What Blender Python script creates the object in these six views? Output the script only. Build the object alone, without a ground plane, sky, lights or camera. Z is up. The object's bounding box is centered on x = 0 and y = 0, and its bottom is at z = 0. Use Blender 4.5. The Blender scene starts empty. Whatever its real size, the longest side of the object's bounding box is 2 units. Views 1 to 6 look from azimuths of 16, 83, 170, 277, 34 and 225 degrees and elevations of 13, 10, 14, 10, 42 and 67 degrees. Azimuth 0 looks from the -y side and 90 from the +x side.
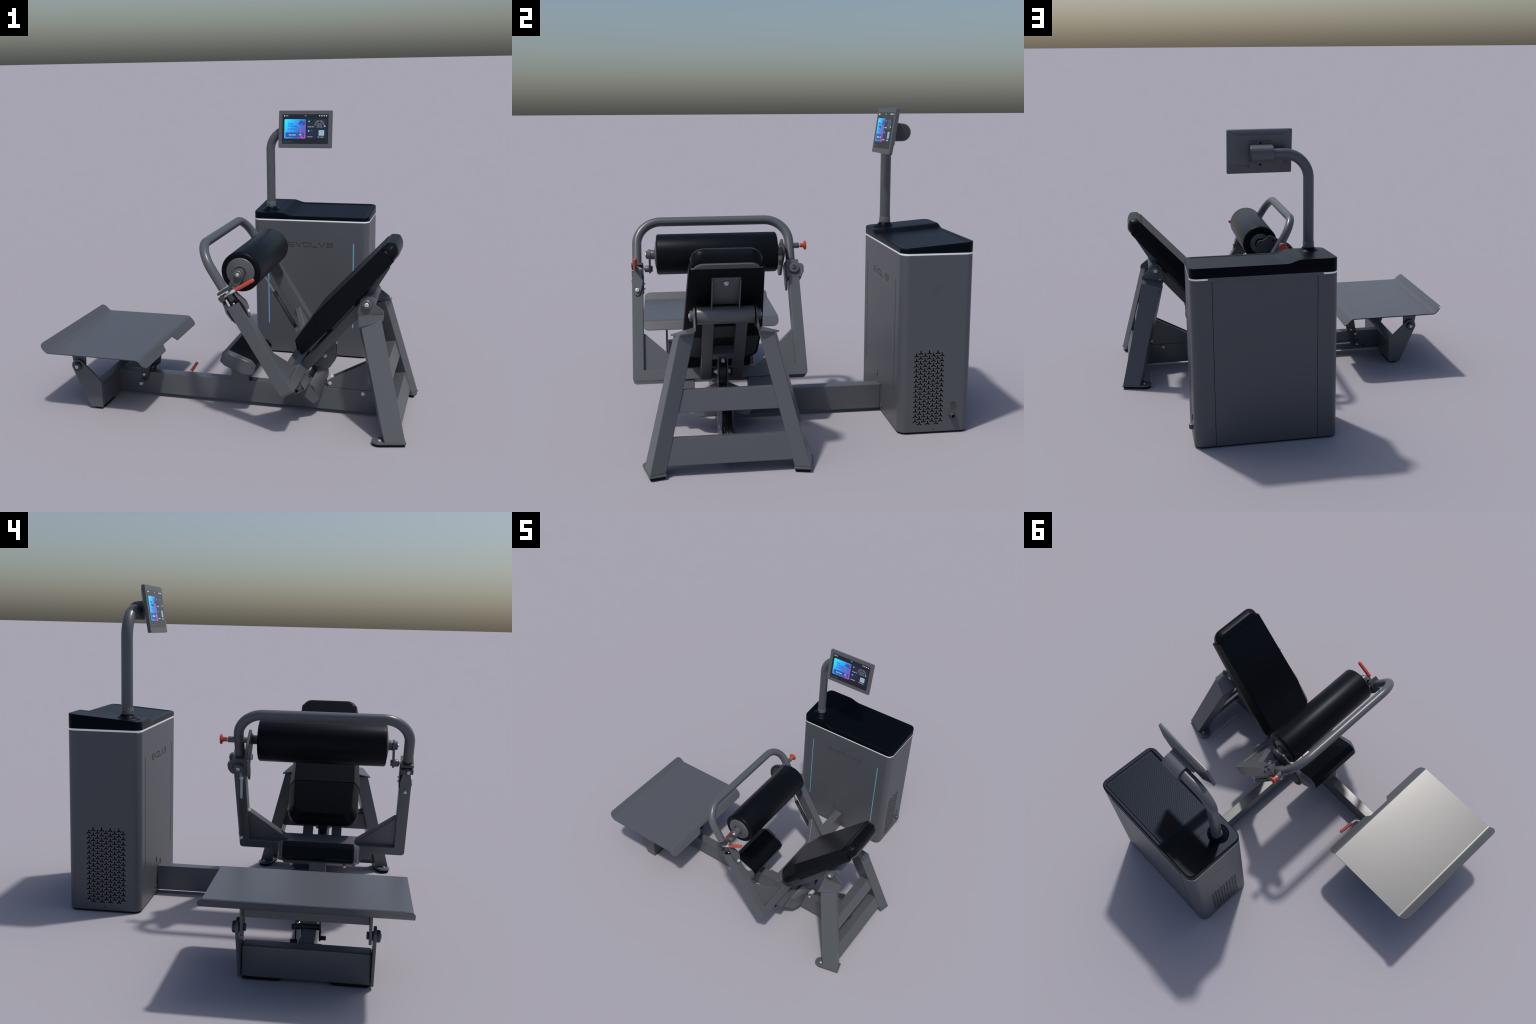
import bpy, bmesh, math, random
from mathutils import Vector, Matrix

random.seed(7)
YC = -0.386                      # mid plane of the training station


def mir(y):
    return 2 * YC - y


# ------------------------------------------------------------------ materials
def principled(name, col, rough=0.45, metal=0.0, spec=0.5, coat=0.0, grain=0.0,
               bump=0.0, scale=400.0, emit=None, emit_str=0.0):
    m = bpy.data.materials.new(name)
    m.use_nodes = True
    nt = m.node_tree
    b = nt.nodes['Principled BSDF']
    b.inputs['Base Color'].default_value = (*col, 1)
    b.inputs['Roughness'].default_value = rough
    b.inputs['Metallic'].default_value = metal
    b.inputs['Specular IOR Level'].default_value = spec
    b.inputs['Coat Weight'].default_value = coat
    if emit:
        b.inputs['Emission Color'].default_value = (*emit, 1)
        b.inputs['Emission Strength'].default_value = emit_str
    if grain or bump:
        tc = nt.nodes.new('ShaderNodeTexCoord')
        nz = nt.nodes.new('ShaderNodeTexNoise')
        nz.inputs['Scale'].default_value = scale
        nz.inputs['Detail'].default_value = 3
        nt.links.new(tc.outputs['Object'], nz.inputs['Vector'])
        if grain:
            rp = nt.nodes.new('ShaderNodeValToRGB')
            rp.color_ramp.elements[0].position = 0.3
            rp.color_ramp.elements[1].position = 0.7
            rp.color_ramp.elements[0].color = (*[c * (1 - grain) for c in col], 1)
            rp.color_ramp.elements[1].color = (*[c * (1 + grain) for c in col], 1)
            nt.links.new(nz.outputs['Fac'], rp.inputs['Fac'])
            nt.links.new(rp.outputs['Color'], b.inputs['Base Color'])
        if bump:
            bp = nt.nodes.new('ShaderNodeBump')
            bp.inputs['Strength'].default_value = bump
            bp.inputs['Distance'].default_value = 0.001
            nt.links.new(nz.outputs['Fac'], bp.inputs['Height'])
            nt.links.new(bp.outputs['Normal'], b.inputs['Normal'])
    return m


GREY = (0.085, 0.090, 0.103)
M_FRAME = principled('painted_steel', GREY, rough=0.335, grain=0.04, scale=300)
M_CASE = principled('cabinet_paint', (0.078, 0.083, 0.096), rough=0.40, grain=0.03, scale=300)
M_DARKMETAL = principled('dark_steel', (0.040, 0.043, 0.050), rough=0.4)
M_PAD = principled('black_vinyl', (0.0078, 0.0092, 0.0130), rough=0.38, metal=0.6, spec=0.12, bump=0.05, scale=260)
M_CAP = principled('black_plastic', (0.0050, 0.0066, 0.0105), rough=0.40, metal=0.75, spec=0.08)
M_RUB = principled('black_rubber', (0.005, 0.0055, 0.007), rough=0.7, spec=0.1)
M_HOLE = principled('dark_cavity', (0.004, 0.004, 0.005), rough=0.9, spec=0.1)
M_SILVER = principled('zinc_bolt', (0.62, 0.62, 0.64), rough=0.35, metal=0.35)
M_RED = principled('red_plastic', (0.46, 0.055, 0.032), rough=0.35)
M_STRIP = principled('white_strip', (0.8, 0.8, 0.83), rough=0.4, emit=(0.9, 0.92, 1.0), emit_str=0.10)
M_LED = principled('blue_light', (0.12, 0.36, 0.50), rough=0.4, emit=(0.12, 0.38, 0.54), emit_str=0.30)
M_SCREEN = principled('screen_glass', (0.007, 0.009, 0.014), rough=0.22)
M_TILE = principled('screen_tile', (0.010, 0.014, 0.030), rough=0.3, emit=(0.012, 0.02, 0.055), emit_str=0.25)
M_WHITE = principled('screen_white', (0.75, 0.75, 0.78), rough=0.4, emit=(1, 1, 1), emit_str=0.35)
M_PALE = principled('screen_pale', (0.36, 0.37, 0.40), rough=0.4, emit=(0.8, 0.82, 0.9), emit_str=0.12)
M_NAVY = principled('screen_navy', (0.01, 0.04, 0.15), rough=0.4, emit=(0.01, 0.05, 0.2), emit_str=0.2)
M_BLUE = principled('screen_blue', (0.02, 0.08, 0.30), rough=0.4, emit=(0.02, 0.09, 0.34), emit_str=0.3)
M_TEXTGREY = principled('screen_grey', (0.10, 0.11, 0.14), rough=0.4, emit=(0.1, 0.11, 0.15), emit_str=0.2)
M_CYAN = principled('screen_cyan', (0.05, 0.5, 0.7), rough=0.4, emit=(0.04, 0.55, 0.8), emit_str=0.4)
M_MAG = principled('screen_magenta', (0.65, 0.04, 0.2), rough=0.4, emit=(0.75, 0.05, 0.3), emit_str=0.3)


def card_material():
    """Blue card: cyan at upper left, violet to pink at lower right."""
    m = bpy.data.materials.new('screen_card')
    m.use_nodes = True
    nt = m.node_tree
    b = nt.nodes['Principled BSDF']
    tc = nt.nodes.new('ShaderNodeTexCoord')
    sp = nt.nodes.new('ShaderNodeSeparateXYZ')
    nt.links.new(tc.outputs['Object'], sp.inputs[0])

    def math_node(op, a, bb, c=None):
        n = nt.nodes.new('ShaderNodeMath')
        n.operation = op
        for i, v in enumerate((a, bb, c)):
            if v is None:
                continue
            if isinstance(v, (int, float)):
                n.inputs[i].default_value = v
            else:
                nt.links.new(v, n.inputs[i])
        return n.outputs[0]
    # object x runs across (0.092..0.228), z runs up (1.418..1.537)
    u = math_node('MULTIPLY_ADD', sp.outputs[0], 7.35, -0.68)
    v = math_node('MULTIPLY_ADD', sp.outputs[2], -8.4, 12.91)
    nz = nt.nodes.new('ShaderNodeTexNoise')
    nz.inputs['Scale'].default_value = 22
    nt.links.new(tc.outputs['Object'], nz.inputs['Vector'])
    d = math_node('MULTIPLY_ADD', u, 0.62, 0.0)
    d = math_node('MULTIPLY_ADD', v, 0.33, d)
    d = math_node('MULTIPLY_ADD', nz.outputs['Fac'], 0.12, d)
    d = math_node('ADD', d, -0.06)
    rp = nt.nodes.new('ShaderNodeValToRGB')
    els = rp.color_ramp.elements
    els[0].position, els[0].color = 0.05, (0.02, 0.62, 0.86, 1)
    els[1].position, els[1].color = 0.95, (0.42, 0.06, 0.42, 1)
    for p, c in ((0.35, (0.015, 0.30, 0.78, 1)), (0.62, (0.03, 0.12, 0.46, 1)), (0.8, (0.12, 0.07, 0.45, 1))):
        e = els.new(p)
        e.color = c
    nt.links.new(d, rp.inputs['Fac'])
    nt.links.new(rp.outputs['Color'], b.inputs['Base Color'])
    nt.links.new(rp.outputs['Color'], b.inputs['Emission Color'])
    b.inputs['Emission Strength'].default_value = 0.5
    b.inputs['Roughness'].default_value = 0.3
    return m


M_CARD = card_material()

# ------------------------------------------------------------------ helpers
ROOT = bpy.data.objects.new('hip_thrust_machine', None)
bpy.context.scene.collection.objects.link(ROOT)
ROOT['label'] = 'dark grey hip thrust gym machine with drive cabinet and touch screen'
ROOT['category'] = 'gym machine'


def finish(name, bm, mat, parent, bevel=0.0, seg=2, angle=35, kind=None, weld=True):
    if weld:
        bmesh.ops.remove_doubles(bm, verts=bm.verts, dist=1e-6)
    bmesh.ops.recalc_face_normals(bm, faces=bm.faces)
    if bevel > 0:
        es = [e for e in bm.edges if len(e.link_faces) == 2 and e.calc_face_angle(0) > math.radians(30)]
        bmesh.ops.bevel(bm, geom=es, offset=bevel, segments=seg, profile=0.5, affect='EDGES', clamp_overlap=True)
    for f in bm.faces:
        f.smooth = True
    me = bpy.data.meshes.new(name)
    bm.to_mesh(me)
    bm.free()
    for m in (mat if isinstance(mat, (list, tuple)) else [mat]):
        me.materials.append(m)
    me.set_sharp_from_angle(angle=math.radians(angle))
    ob = bpy.data.objects.new(name, me)
    bpy.context.scene.collection.objects.link(ob)
    ob.parent = parent or ROOT
    if bevel > 0:
        wn = ob.modifiers.new('weighted', 'WEIGHTED_NORMAL')
        wn.keep_sharp = True
    if kind:
        ob['kind'] = kind
    return ob


def clone(ob, offset=(0, 0, 0), scale=None, parent=None):
    c = ob.copy()
    c.location = Vector(ob.location) + Vector(offset)
    if scale:
        c.scale = scale
    if parent:
        c.parent = parent
    bpy.context.scene.collection.objects.link(c)
    return c


def mirror_y(ob, parent=None):
    """Copy with its own mesh mirrored in the station's mid plane."""
    me = ob.data.copy()
    for v in me.vertices:
        v.co.y = mir(v.co.y)
    me.flip_normals()
    c = ob.copy()
    c.data = me
    if parent:
        c.parent = parent
    bpy.context.scene.collection.objects.link(c)
    return c


def g_loft(bm, rings, cap=True, closed=True):
    rs = [[bm.verts.new(p) for p in r] for r in rings]
    n = len(rs[0])
    for a, b in zip(rs, rs[1:]):
        for i in range(n if closed else n - 1):
            j = (i + 1) % n
            bm.faces.new((a[i], a[j], b[j], b[i]))
    if cap:
        bm.faces.new(rs[0][::-1])
        bm.faces.new(rs[-1])
    return rs


def g_box(bm, x, y, z):
    g_loft(bm, [[(x[i], y[j], zz) for i, j in ((0, 0), (1, 0), (1, 1), (0, 1))] for zz in z])


def g_prism_xz(bm, poly, y0, y1):
    g_loft(bm, [[(p[0], y, p[1]) for p in poly] for y in (y0, y1)])


def frame_of(d, up=(0, 0, 1)):
    d = Vector(d).normalized()
    up = Vector(up)
    if abs(d.dot(up)) > 0.99:
        up = Vector((1, 0, 0))
    a = d.cross(up).normalized()
    return a, d.cross(a).normalized()


def g_cyl(bm, p0, p1, r, n=32, chamfer=0.0, r1=None):
    """Cylinder between two points with chamfered rims."""
    p0, p1 = Vector(p0), Vector(p1)
    a, b = frame_of(p1 - p0)
    d = (p1 - p0).normalized()
    r1 = r if r1 is None else r1
    c = chamfer
    st = [(p0, r - c), (p0 + d * c * 0.3, r - c * 0.3), (p0 + d * c, r)] if c else [(p0, r)]
    st += [(p1 - d * c, r1), (p1 - d * c * 0.3, r1 - c * 0.3), (p1, r1 - c)] if c else [(p1, r1)]
    rings = []
    for p, rr in st:
        rings.append([p + (a * math.cos(t) + b * math.sin(t)) * rr
                      for t in [2 * math.pi * i / n for i in range(n)]])
    g_loft(bm, rings)


def g_lathe(bm, p0, axis, prof, n=48):
    """prof: (distance along axis, radius) pairs."""
    p0 = Vector(p0)
    d = Vector(axis).normalized()
    a, b = frame_of(d)
    rings = [[p0 + d * h + (a * math.cos(2 * math.pi * i / n) + b * math.sin(2 * math.pi * i / n)) * r
              for i in range(n)] for h, r in prof]
    g_loft(bm, rings)


def g_tube(bm, path, r, n=28):
    path = [Vector(p) for p in path]
    rings = []
    a = None
    for i, p in enumerate(path):
        d = (path[min(i + 1, len(path) - 1)] - path[max(i - 1, 0)]).normalized()
        if a is None:
            a, b = frame_of(d)
        a = (a - d * a.dot(d)).normalized()
        b = d.cross(a)
        rings.append([p + (a * math.cos(2 * math.pi * k / n) + b * math.sin(2 * math.pi * k / n)) * r
                      for k in range(n)])
    g_loft(bm, rings)


def fillet_path(pts, rad, n=14):
    """Poly line with circular fillets at its inner corners."""
    pts = [Vector(p) for p in pts]
    out = [pts[0]]
    for i in range(1, len(pts) - 1):
        p, u, v = pts[i], (pts[i - 1] - pts[i]).normalized(), (pts[i + 1] - pts[i]).normalized()
        ang = u.angle(v)
        r = rad[i - 1] if isinstance(rad, (list, tuple)) else rad
        t = r / math.tan(ang / 2)
        c = p + (u + v).normalized() * (r / math.sin(ang / 2))
        s, e = p + u * t - c, p + v * t - c
        tot = s.angle(e)
        ax = s.cross(e).normalized()
        for k in range(n + 1):
            out.append(c + Matrix.Rotation(tot * k / n, 3, ax) @ s)
    out.append(pts[-1])
    return out


def g_beam(bm, p0, p1, side, w, h):
    """Box section beam; w is measured along `side`, h across."""
    p0, p1 = Vector(p0), Vector(p1)
    d = (p1 - p0).normalized()
    s = Vector(side)
    s = (s - d * s.dot(d)).normalized()
    u = d.cross(s)
    g_loft(bm, [[p + s * (i * w / 2) + u * (j * h / 2) for i, j in ((-1, -1), (1, -1), (1, 1), (-1, 1))]
                for p in (p0, p1)])


def g_bolt(bm, p, axis, r, h):
    """Round bolt head with a hex socket."""
    p, d = Vector(p), Vector(axis).normalized()
    a, b = frame_of(d)
    n = 24

    def ring(hh, rr, hexa=False):
        out = []
        for i in range(n):
            t = 2 * math.pi * i / n
            q = rr
            if hexa:
                q = rr * math.cos(math.pi / 6) / math.cos((t % (math.pi / 3)) - math.pi / 6)
            out.append(p + d * hh + (a * math.cos(t) + b * math.sin(t)) * q)
        return out
    g_loft(bm, [ring(0, r), ring(h * 0.6, r), ring(h * 0.9, r * 0.85), ring(h, r * 0.62),
                ring(h, r * 0.42, True), ring(h * 0.45, r * 0.4, True)])


def arc(cx, cz, r, a0, a1, n=14):
    return [(cx + r * math.cos(math.radians(a0 + (a1 - a0) * i / n)),
             cz + r * math.sin(math.radians(a0 + (a1 - a0) * i / n))) for i in range(n + 1)]


def rrect(x0, x1, y0, y1, r, n=8):
    pts = []
    for cx, cy, a in ((x1 - r, y1 - r, 0), (x0 + r, y1 - r, 90), (x0 + r, y0 + r, 180), (x1 - r, y0 + r, 270)):
        pts += arc(cx, cy, r, a, a + 90, n)
    return pts


def B():
    return bmesh.new()


def simple(name, mat, parent, fn, **kw):
    bm = B()
    fn(bm)
    return finish(name, bm, mat, parent, **kw)


# ================================================================== 1 main beam
beam = simple('main_beam', M_FRAME, ROOT,
              lambda bm: g_box(bm, (-0.703, 0.800), (-0.4155, -0.3565), (0.020, 0.148)), bevel=0.004)
simple('pulley_fork', M_FRAME, beam, lambda bm: [
    g_box(bm, (0.7995, 0.898), y, (0.020, 0.147)) for y in ((-0.4155, -0.4085), (-0.3635, -0.3565))], bevel=0.001)


def sheave(bm, c, r, y0, y1):
    n = 3
    w = (y1 - y0) / n
    for i in range(n):
        a = y0 + i * w
        g_lathe(bm, (c[0], a, c[1]), (0, 1, 0),
                [(0, r), (w * 0.14, r), (w * 0.3, r - 0.007), (w * 0.66, r - 0.007), (w * 0.82, r), (w * 0.96, r)], 36)


simple('pulley', M_DARKMETAL, beam, lambda bm: sheave(bm, (0.842, 0.115), 0.052, -0.404, -0.368))
simple('bolt', M_SILVER, beam, lambda bm: [g_bolt(bm, (0.872, -0.4155, 0.07), (0, -1, 0), 0.009, 0.008),
                                           g_bolt(bm, (0.872, -0.3565, 0.07), (0, 1, 0), 0.009, 0.008)])
simple('side_bolt', M_SILVER, beam, lambda bm: [
    g_lathe(bm, (0.731, -0.4155, 0.128), (0, -1, 0), [(0, 0.0105), (0.003, 0.0105), (0.0035, 0.0095), (0.0035, 0.006), (0.001, 0.0055)], 24),
    g_lathe(bm, (0.731, -0.3565, 0.128), (0, 1, 0), [(0, 0.0085), (0.003, 0.0085), (0.0035, 0.0075)], 24)])
simple('pivot_boss', M_DARKMETAL, beam, lambda bm: [
    g_cyl(bm, (-0.60, -0.3567, 0.045), (-0.60, -0.346, 0.045), 0.008, 20, 0.001)])

# flat redirect pulley and its bracket in the corner of the two beams
simple('redirect_pulley', M_DARKMETAL, beam, lambda bm: g_lathe(
    bm, (0.352, -0.291, 0.062), (0, 0, 1), [(0, 0.060), (0.005, 0.063), (0.010, 0.060), (0.016, 0.050), (0.026, 0.050), (0.032, 0.060), (0.037, 0.063), (0.042, 0.060), (0.046, 0.020), (0.058, 0.018)], 44))
simple('pulley_bracket', M_FRAME, beam, lambda bm: g_loft(bm, [
    [(x, y, z) for x, y in [(0.300, -0.357), (0.300, -0.300)] + [(0.352 + 0.05 * math.cos(math.radians(a)), -0.295 + 0.055 * math.sin(math.radians(a))) for a in range(165, 14, -15)] + [(0.405, -0.300), (0.405, -0.357)]]
    for z in (0.121, 0.128)]), bevel=0.001)
simple('beam_flange', M_FRAME, beam, lambda bm: g_box(bm, (0.164, 0.300), (-0.3566, -0.3300), (0.118, 0.130)), bevel=0.002)
simple('bolt', M_SILVER, beam, lambda bm: g_bolt(bm, (0.191, -0.334, 0.124), (0, 1, 0), 0.008, 0.010))

# cable guard on the rear of the beam: two wedge plates with small rollers
guard_poly = [(0.536, 0.149), (0.536, 0.186), (0.547, 0.197), (0.80, 0.333), (0.80, 0.149)]
guard = simple('cable_guard', M_FRAME, ROOT, lambda bm: [
    g_prism_xz(bm, guard_poly, -0.4135, -0.4085), g_prism_xz(bm, guard_poly, -0.3635, -0.3585)], bevel=0.0012)
simple('guard_bridge', M_DARKMETAL, guard, lambda bm: g_prism_xz(
    bm, [(0.575, 0.205), (0.80, 0.326), (0.80, 0.318), (0.575, 0.197)], -0.4086, -0.3634))
simple('guide_roller', M_SILVER, guard, lambda bm: [
    g_lathe(bm, (0.549, y, 0.193), (0, 1, 0), [(0, 0.017), (0.003, 0.017), (0.006, 0.013), (0.009, 0.013), (0.012, 0.017), (0.015, 0.017)], 28)
    for y in (-0.405, -0.386)])
simple('bolt', M_SILVER, guard, lambda bm: [g_bolt(bm, (0.549, -0.4135, 0.173), (0, -1, 0), 0.0095, 0.004),
                                            g_bolt(bm, (0.549, -0.3585, 0.173), (0, 1, 0), 0.0095, 0.004)])

# connecting beam to the cabinet
simple('link_beam', M_FRAME, ROOT, lambda bm: g_box(bm, (0.227, 0.286), (-0.357, 0.466), (0.016, 0.1465)), bevel=0.004)

# ================================================================== 2 front stand
stand = simple('front_stand', M_FRAME, ROOT,
               lambda bm: g_box(bm, (-0.775, -0.7005), (-0.6445, -0.1275), (0.013, 0.1445)), bevel=0.007)
leg_poly = ([(-0.776, 0.010), (-0.702, 0.010), (-0.700, 0.156), (-0.724, 0.188)]
            + arc(-0.84, 0.247, 0.0375, 38, 212, 18))
sp = simple('stand_plate', M_FRAME, stand, lambda bm: g_prism_xz(bm, leg_poly, -0.6575, -0.6453), bevel=0.002)
mirror_y(sp)
hub = simple('pivot_hub', M_DARKMETAL, stand, lambda bm: [
    g_lathe(bm, (-0.84, -0.6576, 0.2465), (0, -1, 0), [(0, 0.024), (0.011, 0.024), (0.015, 0.021), (0.016, 0.014), (0.014, 0.0115)], 36),
    g_cyl(bm, (-0.84, -0.6452, 0.2465), (-0.84, -0.640, 0.2465), 0.018, 28),
    g_cyl(bm, (-0.84, -0.629, 0.2465), (-0.84, -0.619, 0.2465), 0.015, 6, 0.002)], angle=30)
mirror_y(hub)
hb = simple('bolt', M_SILVER, stand, lambda bm: g_bolt(bm, (-0.84, -0.6716, 0.2465), (0, -1, 0), 0.0105, 0.006))
mirror_y(hb)
fp = simple('rubber_foot', M_RUB, stand, lambda bm: g_loft(bm, [
    [(x, y, z) for x, y in rrect(-0.770 - e, -0.703 + e, -0.645, -0.485, 0.022)] for z, e in ((0.0, -0.004), (0.004, 0.0), (0.0138, 0.0))]))
mirror_y(fp)

# ================================================================== 3 foot platform
def build_platform(bm):
    # folded sheet: rising lip, flat tread, falling lip with a notch
    prof = [(-0.9945, 0.4065), (-0.9855, 0.3975), (-0.9765, 0.3880), (-0.9675, 0.3782), (-0.960, 0.3710),
            (-0.955, 0.3665), (-0.949, 0.3640), (-0.940, 0.3632), (-0.75, 0.3632), (-0.50, 0.3632),
            (-0.428, 0.3628), (-0.421, 0.3614), (-0.415, 0.3583), (-0.409, 0.3536), (-0.404, 0.3485),
            (-0.3975, 0.3415), (-0.391, 0.3345), (-0.383, 0.326), (-0.377, 0.3195), (-0.3725, 0.3145)]
    hw = 0.4035
    s = [0]
    for a, b in zip(prof, prof[1:]):
        s.append(s[-1] + math.dist(a, b))
    L, R = s[-1], 0.036
    # insert extra stations near both ends for the rounded corners
    st = sorted(set([round(v, 5) for v in s] + [R * (1 - math.cos(math.pi / 2 * i / 7)) for i in range(8)]
                    + [L - R * (1 - math.cos(math.pi / 2 * i / 7)) for i in range(8)]))

    def at(t):
        for i in range(len(s) - 1):
            if t <= s[i + 1] + 1e-5:
                k = (t - s[i]) / (s[i + 1] - s[i])
                return [prof[i][j] + k * (prof[i + 1][j] - prof[i][j]) for j in (0, 1)]
        return prof[-1]
    t_notch = L - 0.037
    st.append(t_notch)
    st = sorted(st)
    cols = []
    for t in st:
        w = hw
        e = min(t, L - t)
        if e < R:
            w = hw - (R - math.sqrt(max(0, R * R - (R - e) ** 2)))
        k = max(0.0, min(1.0, (t - t_notch) / 0.037))
        n0, n1 = YC - 0.078 - 0.028 * k ** 0.8, YC + 0.064 + 0.02 * k ** 0.8
        x, z = at(t)
        cols.append((t, [bm.verts.new((x, y, z)) for y in (YC - w, n0, n1, YC + w)]))
    for (t0, a), (t1, b) in zip(cols, cols[1:]):
        for k in range(3):
            if k == 1 and t1 > t_notch + 1e-6:
                continue
            bm.faces.new((a[k], a[k + 1], b[k + 1], b[k]))


plat = simple('foot_platform', M_FRAME, ROOT, build_platform, angle=40)
for f in plat.data.polygons:
    pass
md = plat.modifiers.new('sheet', 'SOLIDIFY')
md.thickness = 0.006
md.offset = -1
wnp = plat.modifiers.new('weighted', 'WEIGHTED_NORMAL')
wnp.keep_sharp = True
wnp.weight = 80
if plat.data.polygons[len(plat.data.polygons) // 2].normal.z < 0:
    plat.data.flip_normals()

simple('tread_rail', M_FRAME, plat, lambda bm: g_box(bm, (-0.876, -0.80), (-0.628, -0.144), (0.300, 0.3555)), bevel=0.003)
tab_poly = [(-0.893, 0.3567), (-0.797, 0.3567), (-0.801, 0.252)] + arc(-0.84, 0.247, 0.036, -20, -160, 12) + [(-0.876, 0.262)]
tab = simple('hinge_tab', M_FRAME, plat, lambda bm: g_prism_xz(bm, tab_poly, -0.6395, -0.6285), bevel=0.0015)
mirror_y(tab)

# angle adjuster under the platform
near_strut = [(-0.552, 0.108)] + arc(-0.541, 0.110, 0.017, 200, 330, 8) + [(-0.500, 0.190), (-0.462, 0.330), (-0.462, 0.3568), (-0.525, 0.3568), (-0.528, 0.30), (-0.557, 0.170)]
far_strut = [(-0.526, 0.164), (-0.500, 0.158), (-0.476, 0.176), (-0.452, 0.330), (-0.452, 0.3568), (-0.525, 0.3568), (-0.522, 0.27), (-0.536, 0.180)]
adj = simple('tilt_adjuster', M_DARKMETAL, ROOT, lambda bm: [
    g_prism_xz(bm, near_strut, -0.4345, -0.4265),
    g_prism_xz(bm, far_strut, -0.3385, -0.3305)], bevel=0.0012)


def link_bar(bm, a, b, w, y0, y1):
    g_beam(bm, (a[0], (y0 + y1) / 2, a[1]), (b[0], (y0 + y1) / 2, b[1]), (0, 1, 0), y1 - y0, w)


simple('adjuster_link', M_DARKMETAL, adj, lambda bm: [
    link_bar(bm, (-0.527, 0.180), (-0.551, 0.052), 0.020, -0.3295, -0.3235),
    link_bar(bm, (-0.500, 0.170), (-0.522, 0.052), 0.014, -0.3540, -0.3480)], bevel=0.002)
simple('cross_shaft', M_DARKMETAL, adj, lambda bm: [
    g_cyl(bm, (-0.530, -0.4266, 0.150), (-0.530, -0.3390, 0.150), 0.0135, 24, 0.001),
    g_cyl(bm, (-0.530, -0.339, 0.146), (-0.530, -0.310, 0.146), 0.0125, 24, 0.002),
    g_cyl(bm, (-0.548, -0.335, 0.085), (-0.548, -0.305, 0.085), 0.0115, 24, 0.002),
    g_cyl(bm, (-0.541, -0.4346, 0.107), (-0.541, -0.4565, 0.107), 0.0095, 6, 0.001)])
simple('clevis', M_DARKMETAL, adj, lambda bm: [
    g_box(bm, (-0.556, -0.500), (-0.3475, -0.3425), (0.058, 0.088))], bevel=0.002)
simple('bolt', M_SILVER, adj, lambda bm: [
    g_bolt(bm, (-0.540, -0.4346, 0.137), (0, -1, 0), 0.0085, 0.005),
    g_cyl(bm, (-0.562, -0.4157, 0.078), (-0.562, -0.440, 0.078), 0.010, 24, 0.001),
    g_cyl(bm, (-0.531, -0.310, 0.144), (-0.531, -0.305, 0.144), 0.007, 20, 0.001),
    g_cyl(bm, (-0.508, -0.3305, 0.168), (-0.508, -0.325, 0.168), 0.006, 20, 0.001),
    g_cyl(bm, (-0.547, -0.3235, 0.070), (-0.547, -0.317, 0.070), 0.0085, 20, 0.001)])
hpath = fillet_path([(-0.505, -0.345, 0.072), (-0.350, -0.345, 0.072), (-0.313, -0.308, 0.108), (-0.309, -0.268, 0.115)], [0.03, 0.03], 8)
simple('adjuster_rod', M_SILVER, adj, lambda bm: g_tube(bm, hpath, 0.0065, 20))


def grip(bm, p0, p1, r):
    d = (Vector(p1) - Vector(p0))
    L = d.length
    g_lathe(bm, p0, d, [(0, r * 0.85), (0.001, r), (L - r, r), (L - r * 0.5, r * 0.87), (L - r * 0.13, r * 0.5), (L, r * 0.1)], 28)


simple('handle_grip', M_RED, adj, lambda bm: grip(bm, (-0.309, -0.270, 0.1148), (-0.307, -0.170, 0.132), 0.0095))

# ================================================================== 4 seat cushion
seat_prof = [(-0.031, 0.309), (-0.017, 0.357), (0.022, 0.376), (0.148, 0.327), (0.173, 0.298),
             (0.159, 0.246), (0.115, 0.246), (0.046, 0.270), (-0.015, 0.296)]
scx, scz = 0.070, 0.308


def ins(p, k):
    return (scx + (p[0] - scx) * k, scz + (p[1] - scz) * k)


seat = simple('seat_cushion', M_PAD, ROOT, lambda bm: g_prism_xz(bm, seat_prof, YC - 0.172, YC + 0.172), bevel=0.004)


def seat_cap(bm):
    rings = []
    # the outer face bulges: deepest in the middle of the profile's length
    for d, k in ((0.0, 1.0), (0.004, 0.99), (0.022, 0.80), (0.025, 0.70)):
        ring = []
        for p in seat_prof:
            u = (p[0] - scx) / 0.1
            top = max(0.0, (p[1] - (0.312 - 0.38 * (p[0] - scx))))
            q = ins(p, k if top > 0.004 else 1 - (1 - k) * 0.30)
            dd = d * (1.25 - 0.55 * u * u)
            ring.append((q[0], YC - 0.1722 - dd, q[1]))
        rings.append(ring)
    g_loft(bm, rings)


sc = simple('cushion_end', M_CASE, seat, seat_cap, bevel=0.003, angle=30)
mirror_y(sc)
simple('cushion_base', M_DARKMETAL, seat, lambda bm: g_prism_xz(
    bm, [(-0.008, 0.2895), (0.048, 0.2665), (0.116, 0.2425), (0.150, 0.2425), (0.150, 0.236), (0.112, 0.236), (0.045, 0.260), (-0.012, 0.283)],
    YC - 0.17, YC + 0.17))
simple('seat_post', M_FRAME, seat, lambda bm: g_prism_xz(
    bm, [(-0.014, 0.1485), (0.091, 0.1485), (0.091, 0.2425), (0.05, 0.2605), (-0.008, 0.2825)], -0.4255, -0.3465), bevel=0.003)
ss = simple('screw', M_SILVER, seat, lambda bm: g_bolt(bm, (0.02, -0.515, 0.268), (0.3, 0, -0.95), 0.008, 0.014))
clone(ss, (0, 0.258, 0))

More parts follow.
